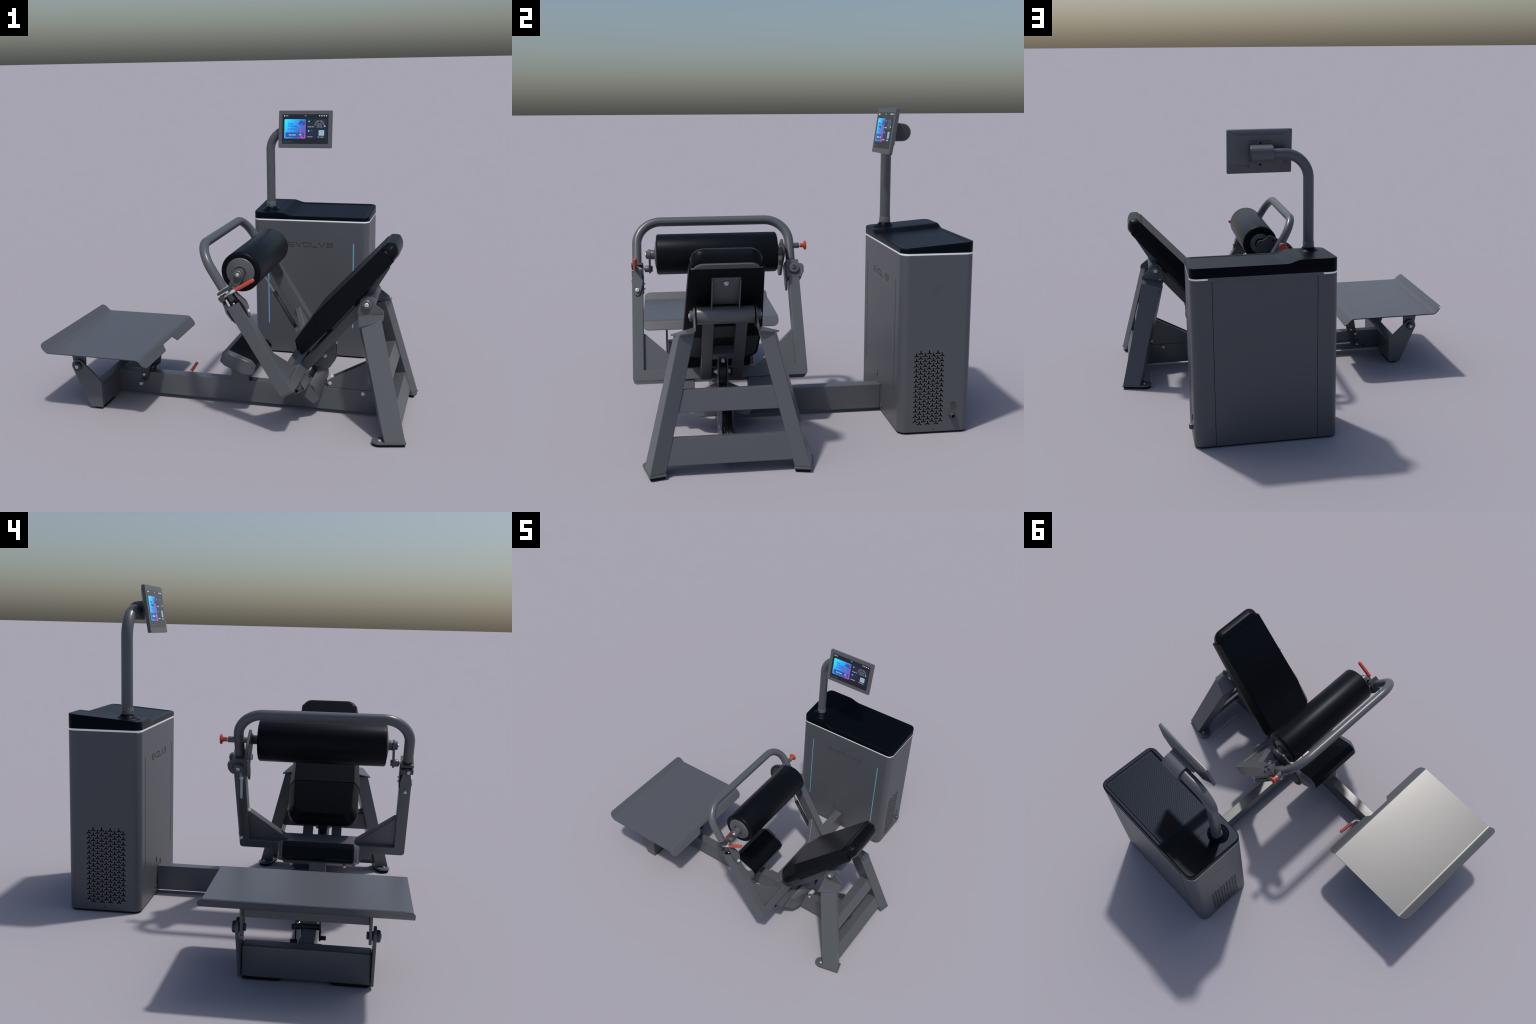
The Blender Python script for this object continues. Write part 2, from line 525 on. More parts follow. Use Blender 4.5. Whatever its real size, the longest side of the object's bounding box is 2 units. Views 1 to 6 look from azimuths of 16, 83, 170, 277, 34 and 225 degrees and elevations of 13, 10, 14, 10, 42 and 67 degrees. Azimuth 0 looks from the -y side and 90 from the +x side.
# ================================================================== 5 rear stand (A frame)
rear = bpy.data.objects.new('rear_stand', None)
bpy.context.scene.collection.objects.link(rear)
rear.parent = ROOT
LB = Vector((0.930, -0.7165, 0.021))
LT = Vector((0.783, -0.5735, 0.588))
ux, uy = Vector((0.102, 0.025, 0)), Vector((-0.025, 0.070, 0))


def leg_ring(c, k=1.0, tilt=0.0):
    out = []
    for i, j in ((-1, -1), (1, -1), (1, 1), (-1, 1)):
        p = c + ux * (i * k / 2) + uy * (j * k / 2)
        p.z += tilt * (0.5 * (p.x - c.x) + 0.2 * (p.y - c.y))
        out.append(p)
    return out


leg = simple('leg', M_FRAME, rear, lambda bm: g_loft(bm, [leg_ring(LB), leg_ring(LT + Vector((0, 0, 0.007)), 1.0, 0.56)]), bevel=0.004)
mirror_y(leg)


def foot_plate(bm, z0, z1, grow=0.0):
    d = ux.normalized()
    s = Vector((-d.y, d.x, 0))
    c = LB + d * -0.072
    pts = []
    hw = 0.037 + grow
    for a in [math.radians(90 + 180 * i / 16) for i in range(17)]:
        pts.append(c + d * (math.cos(a) * hw) + s * (math.sin(a) * hw))
    for u, v in ((0.056 + grow, -hw), (0.058 + grow, -hw + 0.004), (0.058 + grow, hw - 0.004), (0.056 + grow, hw)):
        pts.append(LB + d * u + s * v)
    g_loft(bm, [[(p.x, p.y, z) for p in pts] for z in (z0, z1)])


ft = simple('foot_plate', M_FRAME, rear, lambda bm: foot_plate(bm, 0.012, 0.0212, 0.002), bevel=0.0025)
mirror_y(ft)
fr = simple('rubber_foot', M_RUB, rear, lambda bm: foot_plate(bm, 0.0, 0.0118, -0.003), bevel=0.003)
mirror_y(fr)
fb = simple('bolt', M_SILVER, rear, lambda bm: g_bolt(bm, (0.864, -0.7405, 0.0212), (0, 0, 1), 0.0075, 0.006))
mirror_y(fb)


def cross_beam(bm, ztop, zbot, t):
    fx = lambda z: 0.965 - 0.262 * (z - 0.03)
    # section square to the leaning legs
    bx, bz = t * 0.967, t * 0.253
    poly = [(fx(zbot), zbot), (fx(ztop), ztop), (fx(ztop) - bx, ztop - bz), (fx(zbot) - bx, zbot - bz)]
    yh = lambda z: 0.256 - 0.262 * (z - 0.15) + 0.024
    g_loft(bm, [[(x, YC + s * yh(z), z) for x, z in poly] for s in (-1, 1)])


simple('crossbar', M_FRAME, rear, lambda bm: cross_beam(bm, 0.367, 0.270, 0.068), bevel=0.004)
simple('crossbar', M_FRAME, rear, lambda bm: cross_beam(bm, 0.165, 0.050, 0.068), bevel=0.004)


def ear_plate(bm):
    t = 0.008
    # saddle on the leg top, then bent up into a rounded ear
    o0, o1 = Vector((0.735, -0.634, 0.600)), Vector((0.853, -0.592, 0.603))
    i0, i1 = Vector((0.717, -0.5285, 0.608)), Vector((0.850, -0.5285, 0.622))
    o0.z, o1.z = 0.575, 0.605
    i0.z, i1.z = 0.599, 0.613
    for q in (0,):
        g_loft(bm, [[o0, o1, i1, i0], [p + Vector((0, 0, t)) for p in (o0, o1, i1, i0)]])
    ear = [(0.717, 0.608), (0.850, 0.622), (0.846, 0.640)] + arc(0.7625, 0.671, 0.037, 8, 175, 18) + [(0.714, 0.63)]
    g_prism_xz(bm, ear, -0.5305, -0.5225)


ep = simple('pivot_bracket', M_FRAME, rear, ear_plate, bevel=0.0015, weld=False)
mirror_y(ep)
eh = simple('pivot_hub', M_FRAME, rear, lambda bm: g_lathe(
    bm, (0.7625, -0.5306, 0.671), (0, -1, 0), [(0, 0.0255), (0.013, 0.0255), (0.0165, 0.022), (0.017, 0.0145), (0.015, 0.0125)], 40))
mirror_y(eh)
eb = simple('bolt', M_SILVER, rear, lambda bm: g_bolt(bm, (0.7625, -0.5454, 0.671), (0, -1, 0), 0.0115, 0.006))
mirror_y(eb)

# ================================================================== 6 back pad
D_ = Vector((0.682, 0, 0.731))
N_ = Vector((0.731, 0, -0.682))
P0 = Vector((0.485, 0, 0.591))


def PN(s, n, y):
    p = P0 + D_ * s + N_ * n
    return (p.x, y, p.z)


def pad_outline(s0, s1, w0, w1, r, n=10):
    """Straight at s0, rounded corners at s1."""
    sg = 1 if s1 > s0 else -1
    pts = [(s0, -w0)]
    for i in range(n + 1):
        a = math.pi / 2 * i / n
        pts.append((s1 - sg * r * (1 - math.sin(a)), -(w1 - r + r * math.cos(a))))
    for i in range(n + 1):
        a = math.pi / 2 * (1 - i / n)
        pts.append((s1 - sg * r * (1 - math.sin(a)), (w1 - r + r * math.cos(a))))
    pts.append((s0, w0))
    return pts


def pad_loft(bm, levels, tilt=0.0):
    """tilt leans the front face back towards the lower end."""
    g_loft(bm, [[PN(s, n + tilt * max(0.0, -s) * (1 - n / 0.105), YC + w) for s, w in pad_outline(*o)] for n, o in levels])


back = bpy.data.objects.new('backrest', None)
bpy.context.scene.collection.objects.link(back)
back.parent = ROOT
S1 = 0.512

def mid_pad(bm):
    # slightly proud cover between the two end pads
    def ring(s, w, wb, t):
        return [PN(s, n, YC + y) for y, n in
                ((-wb + 0.004, t), (-wb, t - 0.004), (-wb, 0.058), (-(wb - 0.0015), 0.052), (-(w + 0.0025), -0.0005), (-w, -0.0035), (-(w - 0.003), -0.0045),
                 ((w - 0.003), -0.0045), (w, -0.0035), (w + 0.0025, -0.0005), (wb - 0.0015, 0.052), (wb, 0.058), (wb, t - 0.004), (wb - 0.004, t))]
    rows = []
    for k in range(9):
        s = S1 * k / 8
        f = k / 8
        rows.append(ring(s, 0.160 + (0.1525 - 0.160) * f, 0.1895 + (0.1645 - 0.1895) * f, 0.108 + (0.086 - 0.108) * f))
    e = 0.0025
    g_loft(bm, [[Vector(p) + (Vector(PN(S1 / 2, 0.05, YC)) - Vector(p)).normalized() * e for p in rows[0]]]
           + rows + [[Vector(p) + (Vector(PN(S1 / 2, 0.05, YC)) - Vector(p)).normalized() * e for p in rows[-1]]])


mc = simple('middle_cushion', M_PAD, back, mid_pad, angle=50)
mc.modifiers.new('weighted', 'WEIGHTED_NORMAL').keep_sharp = True
lc = simple('lower_cushion', M_PAD, back, lambda bm: pad_loft(bm, [
    (-0.003, (-0.001, -0.178, 0.1545, 0.146, 0.046)),
    (-0.0025, (-0.001, -0.183, 0.1570, 0.150, 0.048)),
    (0.0, (-0.001, -0.187, 0.1595, 0.154, 0.050)),
    (0.025, (-0.001, -0.199, 0.172, 0.169, 0.055)),
    (0.050, (-0.001, -0.209, 0.185, 0.182, 0.060)),
    (0.056, (-0.001, -0.211, 0.1865, 0.1845, 0.061)),
    (0.075, (-0.001, -0.214, 0.187, 0.185, 0.060)),
    (0.094, (-0.001, -0.216, 0.186, 0.182, 0.058)),
    (0.102, (-0.001, -0.210, 0.184, 0.178, 0.055))], tilt=0.125), angle=28)
hc = simple('head_cushion', M_PAD, back, lambda bm: pad_loft(bm, [
    (-0.0025, (S1 + 0.001, 0.540, 0.1465, 0.132, 0.036)),
    (-0.002, (S1 + 0.001, 0.546, 0.1500, 0.138, 0.040)),
    (0.0005, (S1 + 0.001, 0.550, 0.1525, 0.142, 0.043)),
    (0.014, (S1 + 0.001, 0.562, 0.155, 0.149, 0.048)),
    (0.027, (S1 + 0.001, 0.571, 0.158, 0.154, 0.052)),
    (0.034, (S1 + 0.001, 0.572, 0.159, 0.156, 0.053)),
    (0.050, (S1 + 0.001, 0.567, 0.160, 0.156, 0.053)),
    (0.064, (S1 + 0.001, 0.560, 0.160, 0.155, 0.052)),
    (0.074, (S1 + 0.001, 0.552, 0.1585, 0.152, 0.050)),
    (0.080, (S1 + 0.001, 0.541, 0.156, 0.146, 0.048))]), angle=28)
for o in (lc, hc):
    o.modifiers.new('weighted', 'WEIGHTED_NORMAL').keep_sharp = True
simple('head_backplate', M_FRAME, back, lambda bm: pad_loft(bm, [
    (0.079, (S1 + 0.002, 0.545, 0.155, 0.147, 0.048)), (0.0855, (S1 + 0.002, 0.542, 0.153, 0.145, 0.048))]))
simple('lower_backplate', M_DARKMETAL, back, lambda bm: pad_loft(bm, [
    (0.1015, (-0.004, -0.190, 0.176, 0.170, 0.05)), (0.108, (-0.004, -0.188, 0.174, 0.168, 0.05))]))

# support rails
RD = Vector((0.6535, 0, 0.7569))
RN = Vector((0.7569, 0, -0.6535))
R0 = Vector((0.4225, 0, 0.2825))
rails = bpy.data.objects.new('pad_support', None)
bpy.context.scene.collection.objects.link(rails)
rails.parent = ROOT


def rail(bm, y):
    a = R0 + Vector((0, y, 0))
    g_beam(bm, a, a + RD * 0.50, (0, 1, 0), 0.052, 0.0525)


rl = simple('support_rail', M_FRAME, rails, lambda bm: rail(bm, -0.4625), bevel=0.003)
mirror_y(rl)
simple('pivot_tube', M_FRAME, rails, lambda bm: g_cyl(bm, (0.7625, -0.516, 0.671), (0.7625, -0.2555, 0.671), 0.0405, 48, 0.002))


def back_channel(bm):
    t = 0.005
    pts = [(0.27, 0.1005), (0.455, 0.0880)]        # (s, n) of the base sheet against the pad
    base = [PN(s, n, 0) for s, n in pts] + [PN(s, n + t, 0) for s, n in pts[::-1]]
    g_loft(bm, [[(p[0], y, p[2]) for p in base] for y in (-0.4505, -0.3215)])
    side = [PN(0.262, 0.116, 0), PN(0.452, 0.0893, 0), PN(0.452, 0.104, 0), PN(0.32, 0.133, 0), PN(0.25, 0.16, 0)]
    for y in ((-0.4510, -0.4455), (-0.3265, -0.3210)):
        g_loft(bm, [[(p[0], yy, p[2]) for p in side] for yy in y])


simple('back_channel', M_FRAME, rails, back_channel, bevel=0.0012, weld=False)
cb = PN(0.425, 0.097, YC)
simple('bolt', M_SILVER, rails, lambda bm: [g_cyl(bm, cb, Vector(cb) + N_ * 0.004, 0.0115, 24, 0.001),
                                            g_bolt(bm, Vector(cb) + N_ * 0.004, N_, 0.0085, 0.009)])
simple('spacer_bar', M_FRAME, rails, lambda bm: g_beam(bm, (0.562, -0.437, 0.438), (0.562, -0.335, 0.438), RD, 0.045, 0.05), bevel=0.002)
simple('spacer_plate', M_DARKMETAL, rails, lambda bm: [
    g_beam(bm, Vector((0.655, -0.437, 0.565)), Vector((0.655, -0.335, 0.565)), RD, 0.09, 0.006),
    g_beam(bm, PN(0.0, 0.121, -0.462), PN(0.18, 0.115, -0.462), (0, 1, 0), 0.045, 0.018),
    g_beam(bm, PN(0.0, 0.121, -0.31), PN(0.18, 0.115, -0.31), (0, 1, 0), 0.045, 0.018)])

# pulley bracket under the rails
lug = [(0.459, 0.268), (0.531, 0.249), (0.552, 0.268), (0.578, 0.312), (0.581, 0.430), (0.562, 0.440), (0.50, 0.375), (0.462, 0.30)]
brk = simple('pulley_bracket', M_FRAME, ROOT, lambda bm: [g_prism_xz(bm, lug, -0.4115, -0.4055), g_prism_xz(bm, lug, -0.3685, -0.3625)], bevel=0.0015)
simple('pulley', M_DARKMETAL, brk, lambda bm: sheave(bm, (0.526, 0.328), 0.055, -0.4025, -0.3715))
simple('bolt', M_SILVER, brk, lambda bm: [
    g_bolt(bm, (0.522, -0.4115, 0.331), (0, -1, 0), 0.0115, 0.009), g_cyl(bm, (0.522, -0.4195, 0.331), (0.522, -0.429, 0.331), 0.006, 16, 0.001),
    g_cyl(bm, (0.522, -0.3625, 0.331), (0.522, -0.349, 0.331), 0.0105, 6, 0.001),
    g_bolt(bm, (0.572, -0.387, 0.405), (0.8, 0, -0.5), 0.009, 0.016)])

# ================================================================== 7 swing frame
AX = Vector((-0.519, 0, 0.8548))          # up along an arm
AW = Vector((0.8548, 0, 0.519))           # across an arm
A_TOP = Vector((0.1305, 0, 0.7095))
A_BOT = A_TOP - AX * 0.522
DB = -0.013                              # bottom face of the cross tube
swing = bpy.data.objects.new('swing_frame', None)
bpy.context.scene.collection.objects.link(swing)
swing.parent = ROOT
YN, YF = -0.7935, 0.0215                   # arm centre lines


def u_frame(bm):
    w, t, h = 0.0725, 0.056, 0.055
    yo0, yo1 = YN - t / 2, YF + t / 2
    yi0, yi1 = YN + t / 2, YF - t / 2
    a = A_BOT + AX * DB
    # outline of the U in (y, distance along the arm), swept across the arm's width
    L = 0.522 - DB
    r = 0.018
    pts = [(yo0, L), (yo0, r)] + [(yo0 + r * (1 - math.cos(q)), r * (1 - math.sin(q))) for q in (0.4, 0.8, 1.2)] + [(yo0 + r, 0)]
    pts += [(yo1 - r, 0)] + [(yo1 - r * (1 - math.sin(q)), r * (1 - math.cos(q))) for q in (0.4, 0.8, 1.2)] + [(yo1, r), (yo1, L)]
    pts += [(yi1, L), (yi1, h), (yi0, h), (yi0, L)]
    g_loft(bm, [[a + AX * d + AW * s + Vector((0, y, 0)) for y, d in pts] for s in (-w / 2, w / 2)])


simple('lever_arm', M_FRAME, swing, u_frame, bevel=0.004)
ae = simple('arm_socket', M_HOLE, swing, lambda bm: g_beam(bm, A_TOP + AX * -0.01 + Vector((0, YN, 0)), A_TOP + AX * 0.0006 + Vector((0, YN, 0)), (0, 1, 0), 0.044, 0.06))


def gusset(bm):
    y0 = YN + 0.028
    base = DB + 0.0552
    tri = [(y0 - 0.002, base), (y0 - 0.002, 0.236), (y0 + 0.008, 0.234), (y0 + 0.190, base + 0.020), (y0 + 0.202, base + 0.009), (y0 + 0.199, base)]
    rings = []
    for s, k in ((-0.017, 0.94), (-0.014, 1.0), (0.014, 1.0), (0.017, 0.94)):
        cy, cd = y0 + 0.07, 0.10
        rings.append([A_BOT + AX * (cd + (d - cd) * k if d > base + 0.001 else d) + AW * s
                      + Vector((0, cy + (y - cy) * k if y > y0 else y, 0)) for y, d in tri])
    g_loft(bm, rings)


gs = simple('gusset', M_FRAME, swing, gusset, bevel=0.005, seg=3)
mirror_y(gs)

# handle bar
hb_y0, hb_y1 = -0.796, 0.016
H_TOP = Vector((-0.0490, 0, 0.9945))


def bar_pt(y, d):
    return H_TOP - AX * d + Vector((0, y, 0))


bar_path = fillet_path([bar_pt(hb_y0, 0.240), bar_pt(hb_y0, 0), bar_pt(hb_y1, 0), bar_pt(hb_y1, 0.240)], 0.128, 24)
simple('handle_bar', M_FRAME, swing, lambda bm: g_tube(bm, bar_path, 0.0245, 40), angle=60)

# near clamp: two cheek plates with a locking pin
clamp = bpy.data.objects.new('lock_clamp', None)
bpy.context.scene.collection.objects.link(clamp)
clamp.parent = ROOT


def AP(d, w, y):
    """Point d along the arm above its top, w across it."""
    return A_TOP + AX * d + AW * w + Vector((0, y, 0))


def cheek(bm, w, sgn):
    out = [(0.072, -0.021), (0.060, -0.023), (0.004, -0.029), (-0.030, -0.026), (-0.075, -0.012), (-0.086, 0.0),
           (-0.075, 0.012), (-0.030, 0.026), (0.004, 0.029), (0.040, 0.018), (0.070, 0.012), (0.078, 0.0)]
    out = [(0.066, -0.009), (0.040, -0.018), (-0.018, -0.029), (-0.045, -0.024), (-0.088, -0.012), (-0.094, 0.0),
           (-0.088, 0.012), (-0.045, 0.024), (-0.018, 0.029), (0.040, 0.018), (0.066, 0.009), (0.072, 0.0)]
    t = 0.005
    rings = []
    for k in (0, t):
        ring = []
        for d, y in out:
            bow = 0.016 * max(0.0, 1 - ((d + 0.02) / 0.06) ** 2) if sgn > 0 else 0.010 * max(0.0, 1 - ((d + 0.03) / 0.07) ** 2)
            ring.append(AP(d, w + sgn * (k + bow), YN + y))
        rings.append(ring)
    g_loft(bm, rings)


simple('cheek_plate', M_FRAME, clamp, lambda bm: cheek(bm, 0.0375, 1), bevel=0.001)
simple('cheek_plate', M_FRAME, clamp, lambda bm: cheek(bm, -0.0375, -1), bevel=0.001)
simple('lock_bar', M_SILVER, clamp, lambda bm: g_cyl(bm, (0.053, -0.801, 0.729), (0.147, -0.804, 0.789), 0.0078, 24, 0.001))
simple('handle_grip', M_RED, clamp, lambda bm: grip(bm, (0.143, -0.8035, 0.7865), (0.2395, -0.7995, 0.8445), 0.0105))
simple('bolt', M_SILVER, clamp, lambda bm: [
    g_cyl(bm, AP(-0.066, 0.040, YN), AP(-0.066, 0.050, YN), 0.0105, 24, 0.001),
    g_bolt(bm, AP(-0.066, 0.050, YN), AW, 0.0105, 0.008),
    g_cyl(bm, AP(-0.066, -0.040, YN), AP(-0.066, -0.060, YN), 0.0075, 24, 0.001),
    g_bolt(bm, AP(0.0006, 0.002, YN - 0.005), AX, 0.006, 0.006),
    g_bolt(bm, AP(0.052, 0.020, YN + 0.012), AX, 0.010, 0.016),
    g_cyl(bm, AP(-0.012, -0.005, YN + 0.028), AP(-0.012, -0.005, YN + 0.040), 0.0045, 12),
    g_cyl(bm, AP(-0.040, -0.005, YN + 0.028), AP(-0.040, -0.005, YN + 0.040), 0.0045, 12)])
simple('bar_seat', M_DARKMETAL, clamp, lambda bm: [
    g_loft(bm, [[AP(d, w, YN + y) for w, y in rrect(-0.040, 0.036, -0.031, 0.031, 0.004, 3)] for d in (0.078, 0.090)]),
    g_loft(bm, [[AP(d, w, YN + y) for w, y in rrect(-0.046, -0.020, -0.031, 0.031, 0.004, 3)] for d in (0.040, 0.068)]),
    g_loft(bm, [[AP(d, w, YN + y) for w, y in rrect(-0.004, 0.022, -0.018, 0.031, 0.004, 3)] for d in (0.020, 0.056)]),
    g_loft(bm, [[AP(d, w, YN + y) for w, y in rrect(-0.022, 0.000, 0.020, 0.028, 0.003, 3)] for d in (-0.055, 0.058)]),
    g_loft(bm, [[AP(d, w, YN + y) for w, y in rrect(-0.034, 0.030, 0.0282, 0.0325, 0.002, 3)] for d in (-0.060, 0.045)])], bevel=0.001)

# ================================================================== 8 thigh roller
RC = Vector((0.137, 0, 0.8495))
roller = simple('roller_pad', M_PAD, ROOT, lambda bm: g_lathe(
    bm, (RC.x, -0.6935, RC.z), (0, 1, 0),
    [(0.004, 0.078), (0.0005, 0.086), (0.0, 0.092), (0.0015, 0.098), (0.006, 0.1025), (0.012, 0.1042), (0.612, 0.1042),
     (0.618, 0.1025), (0.6225, 0.098), (0.624, 0.092), (0.6235, 0.086), (0.620, 0.078)], 72), angle=50)
rcap = simple('roller_end', M_FRAME, roller, lambda bm: g_lathe(
    bm, (RC.x, -0.685, RC.z), (0, -1, 0), [(0, 0.0755), (0.008, 0.0750), (0.0115, 0.072), (0.016, 0.045), (0.018, 0.0325), (0.012, 0.031)], 56))
mirror_y(rcap)
shaft = simple('axle', M_FRAME, roller, lambda bm: [
    g_cyl(bm, (RC.x, -0.69, RC.z), (RC.x, -0.7225, RC.z), 0.0245, 40, 0.001)])
link_poly = arc(RC.x, RC.z, 0.0285, -28, 152, 18) + arc(0.103, 0.769, 0.024, 160, 330, 12)
simple('swing_link', M_FRAME, roller, lambda bm: [
    g_prism_xz(bm, link_poly, -0.7335, -0.7232),
    g_cyl(bm, (0.103, -0.7230, 0.769), (0.103, -0.7145, 0.769), 0.017, 6, 0.001)], bevel=0.0015)
simple('axle_cap', M_FRAME, roller, lambda bm: [
    g_lathe(bm, (RC.x, -0.7336, RC.z), (0, -1, 0), [(0, 0.0215), (0.010, 0.0215), (0.0135, 0.0185), (0.014, 0.0125), (0.012, 0.011)], 36),
    g_lathe(bm, (0.103, -0.7336, 0.769), (0, -1, 0), [(0, 0.0175), (0.016, 0.0175), (0.0215, 0.014), (0.023, 0.007)], 32)])
simple('bolt', M_SILVER, roller, lambda bm: [
    g_bolt(bm, (RC.x, -0.7455, RC.z), (0, -1, 0), 0.0095, 0.007),
    g_cyl(bm, (0.103, -0.756, 0.769), (0.103, -0.776, 0.769), 0.0065, 16, 0.001)])

# far side: index quadrant, carrier block and pull pin
simple('axle', M_FRAME, roller, lambda bm: g_cyl(bm, (RC.x, -0.083, RC.z), (RC.x, -0.0395, RC.z), 0.0225, 36, 0.001))
QC = (0.030, 0.772)
quad = arc(RC.x, RC.z, 0.030, -60, 100, 12)
quad += [(0.118, 0.882)] + arc(0.084, 0.886, 0.020, 20, 105, 6)
quad += arc(QC[0], QC[1], 0.098, 105, 232, 26) + [(-0.018, 0.690), (0.030, 0.700), (0.085, 0.760)]
ix = simple('index_plate', M_DARKMETAL, roller, lambda bm: g_prism_xz(bm, quad, -0.0375, -0.0255), bevel=0.0015)


def pin_holes(bm):
    for k in range(8):
        a = math.radians(112 + 15.0 * k)
        x, z = QC[0] + 0.084 * math.cos(a), QC[1] + 0.084 * math.sin(a)
        g_cyl(bm, (x, -0.0385, z), (x, -0.0245, z), 0.0062, 14)
    g_loft(bm, [[(x, y, z) for x, z in rrect(0.060, 0.070, 0.868, 0.886, 0.0045, 4)] for y in (-0.0385, -0.0245)])


simple('index_hole', M_HOLE, roller, pin_holes, kind='stuff')
carrier = bpy.data.objects.new('bar_carrier', None)
bpy.context.scene.collection.objects.link(carrier)
carrier.parent = ROOT
simple('carrier_block', M_FRAME, carrier, lambda bm: g_loft(bm, [
    [AP(d, w, YF + y) for w, y in ((-0.040, -0.037), (0.0385, -0.037), (0.0385, 0.030), (-0.040, 0.030))] for d in (-0.012, 0.086)]), bevel=0.003)


def carrier_ear(bm):
    pts = [(0.030, 0.0295), (-0.012, 0.0295), (-0.012, 0.033), (-0.002, 0.045), (0.018, 0.055), (0.048, 0.0565), (0.060, 0.050), (0.066, 0.0295)]
    for w in ((0.020, 0.0385), (-0.040, -0.022)):
        g_loft(bm, [[AP(d, ww, YF + y) for d, y in pts] for ww in w])


simple('carrier_ear', M_FRAME, carrier, carrier_ear, bevel=0.002, weld=False)
simple('pivot_hub', M_FRAME, carrier, lambda bm: [
    g_lathe(bm, AP(0.034, 0.0386, YF + 0.002), AW, [(0, 0.0280), (0.010, 0.0280), (0.0145, 0.0245), (0.0150, 0.0140), (0.0125, 0.0130)], 40),
    g_lathe(bm, AP(0.034, -0.0402, YF + 0.002), -AW, [(0, 0.0270), (0.010, 0.0270), (0.014, 0.0235), (0.0145, 0.0125), (0.0125, 0.0115)], 40)])
simple('bolt', M_DARKMETAL, carrier, lambda bm: g_bolt(bm, AP(0.034, 0.0510, YF + 0.002), AW, 0.011, 0.006))
simple('bolt', M_SILVER, carrier, lambda bm: g_bolt(bm, AP(0.034, -0.0525, YF + 0.002), -AW, 0.0105, 0.006))
simple('pivot_bolt', M_SILVER, carrier, lambda bm: [g_cyl(bm, (0.055, -0.0376, 0.775), (0.055, -0.050, 0.775), 0.015, 6, 0.001)])
simple('side_plate', M_DARKMETAL, carrier, lambda bm: g_loft(bm, [
    [AP(d, w, YF + y) for d, w in ((0.07, -0.02), (0.07, 0.034), (-0.04, 0.034), (-0.075, 0.018), (-0.075, -0.006), (-0.04, -0.02))]
    for y in (-0.046, -0.0375)]), bevel=0.001)
simple('pull_pin_sleeve', M_FRAME, carrier, lambda bm: [
    g_cyl(bm, (0.029, -0.024, 0.8615), (0.029, 0.0695, 0.8615), 0.0148, 32, 0.002)])
simple('pull_pin_tip', M_SILVER, carrier, lambda bm: g_cyl(bm, (0.029, 0.068, 0.8615), (0.029, 0.074, 0.8615), 0.010, 24))
simple('pull_knob', M_RED, carrier, lambda bm: g_lathe(
    bm, (0.029, 0.0735, 0.8615), (0, 1, 0),
    [(0, 0.0095), (0.001, 0.0112), (0.018, 0.0115), (0.0215, 0.0150), (0.0245, 0.0225), (0.027, 0.0252), (0.0300, 0.0255),
     (0.0330, 0.0235), (0.0345, 0.019), (0.034, 0.005)], 40))

# gas spring on the far arm
g0, g1 = Vector((0.0655, 0.005, 0.668)), Vector((0.267, 0.029, 0.314))
gm = g0.lerp(g1, 0.325)
gas = simple('gas_spring', M_DARKMETAL, ROOT, lambda bm: g_cyl(bm, gm, g1 + (g0 - g1).normalized() * 0.02, 0.0125, 28, 0.002))
simple('piston_rod', M_SILVER, gas, lambda bm: g_cyl(bm, g0, gm, 0.0062, 20))


def ball(bm, c, r):
    g_lathe(bm, Vector(c) - Vector((0, 0, r)), (0, 0, 1), [(r - r * math.cos(t), max(r * math.sin(t), 0.0004)) for t in [math.pi * i / 10 for i in range(11)]], 20)


simple('ball_joint', M_SILVER, gas, lambda bm: [
    ball(bm, g0, 0.0105), ball(bm, g1, 0.0105),
    g_cyl(bm, g0, g0 + AW * 0.045 + Vector((0, 0.012, 0)), 0.006, 14), g_cyl(bm, g1, g1 + AW * 0.05, 0.006, 14)])

# pivot pieces under the swing frame
pivot = bpy.data.objects.new('swing_pivot', None)
bpy.context.scene.collection.objects.link(pivot)
pivot.parent = ROOT


def QP(d, w, y):
    """Point relative to the lower end of the arms."""
    return A_BOT + AX * d + AW * w + Vector((0, y, 0))


def bearing(bm):
    # bent sheet under the cross tube with a round bearing inside
    for prof in ([(-0.0665, -0.029), (-0.0665, 0.031), (-0.0620, 0.031), (-0.0620, -0.029)],
                 [(-0.0621, 0.0265), (-0.0621, 0.031), (-0.0255, 0.031), (-0.0255, 0.0265)],
                 [(-0.0621, -0.029), (-0.0621, -0.0245), (-0.0135, -0.0245), (-0.0135, -0.029)]):
        g_loft(bm, [[QP(d, w, y) for d, w in prof] for y in (-0.649, -0.519)])
    g_cyl(bm, QP(-0.040, 0.004, -0.640), QP(-0.040, 0.004, -0.519), 0.0205, 32)
    g_loft(bm, [[QP(d, w, y) for d, w in ((-0.062, -0.016), (-0.062, 0.022), (-0.0132, 0.028), (-0.0132, -0.022))] for y in (-0.632, -0.523)])


pb = simple('bearing_block', M_FRAME, pivot, bearing, bevel=0.0012, weld=False)
mirror_y(pb)


def outrigger(bm):
    # box arm from the beam out under the bearing, its end cut back towards the bottom
    end = [(-0.0667, -0.0235, -0.600), (-0.0926, -0.0235, -0.597), (-0.192, -0.025, -0.513), (-0.192, 0.002, -0.474),
           (-0.110, 0.028, -0.512), (-0.0667, 0.0185, -0.528)]
    g_loft(bm, [[QP(d, w, -0.4157) for d, w, y in end], [QP(*e) for e in end]])


og = simple('outrigger', M_FRAME, pivot, outrigger, bevel=0.0015)
mirror_y(og)


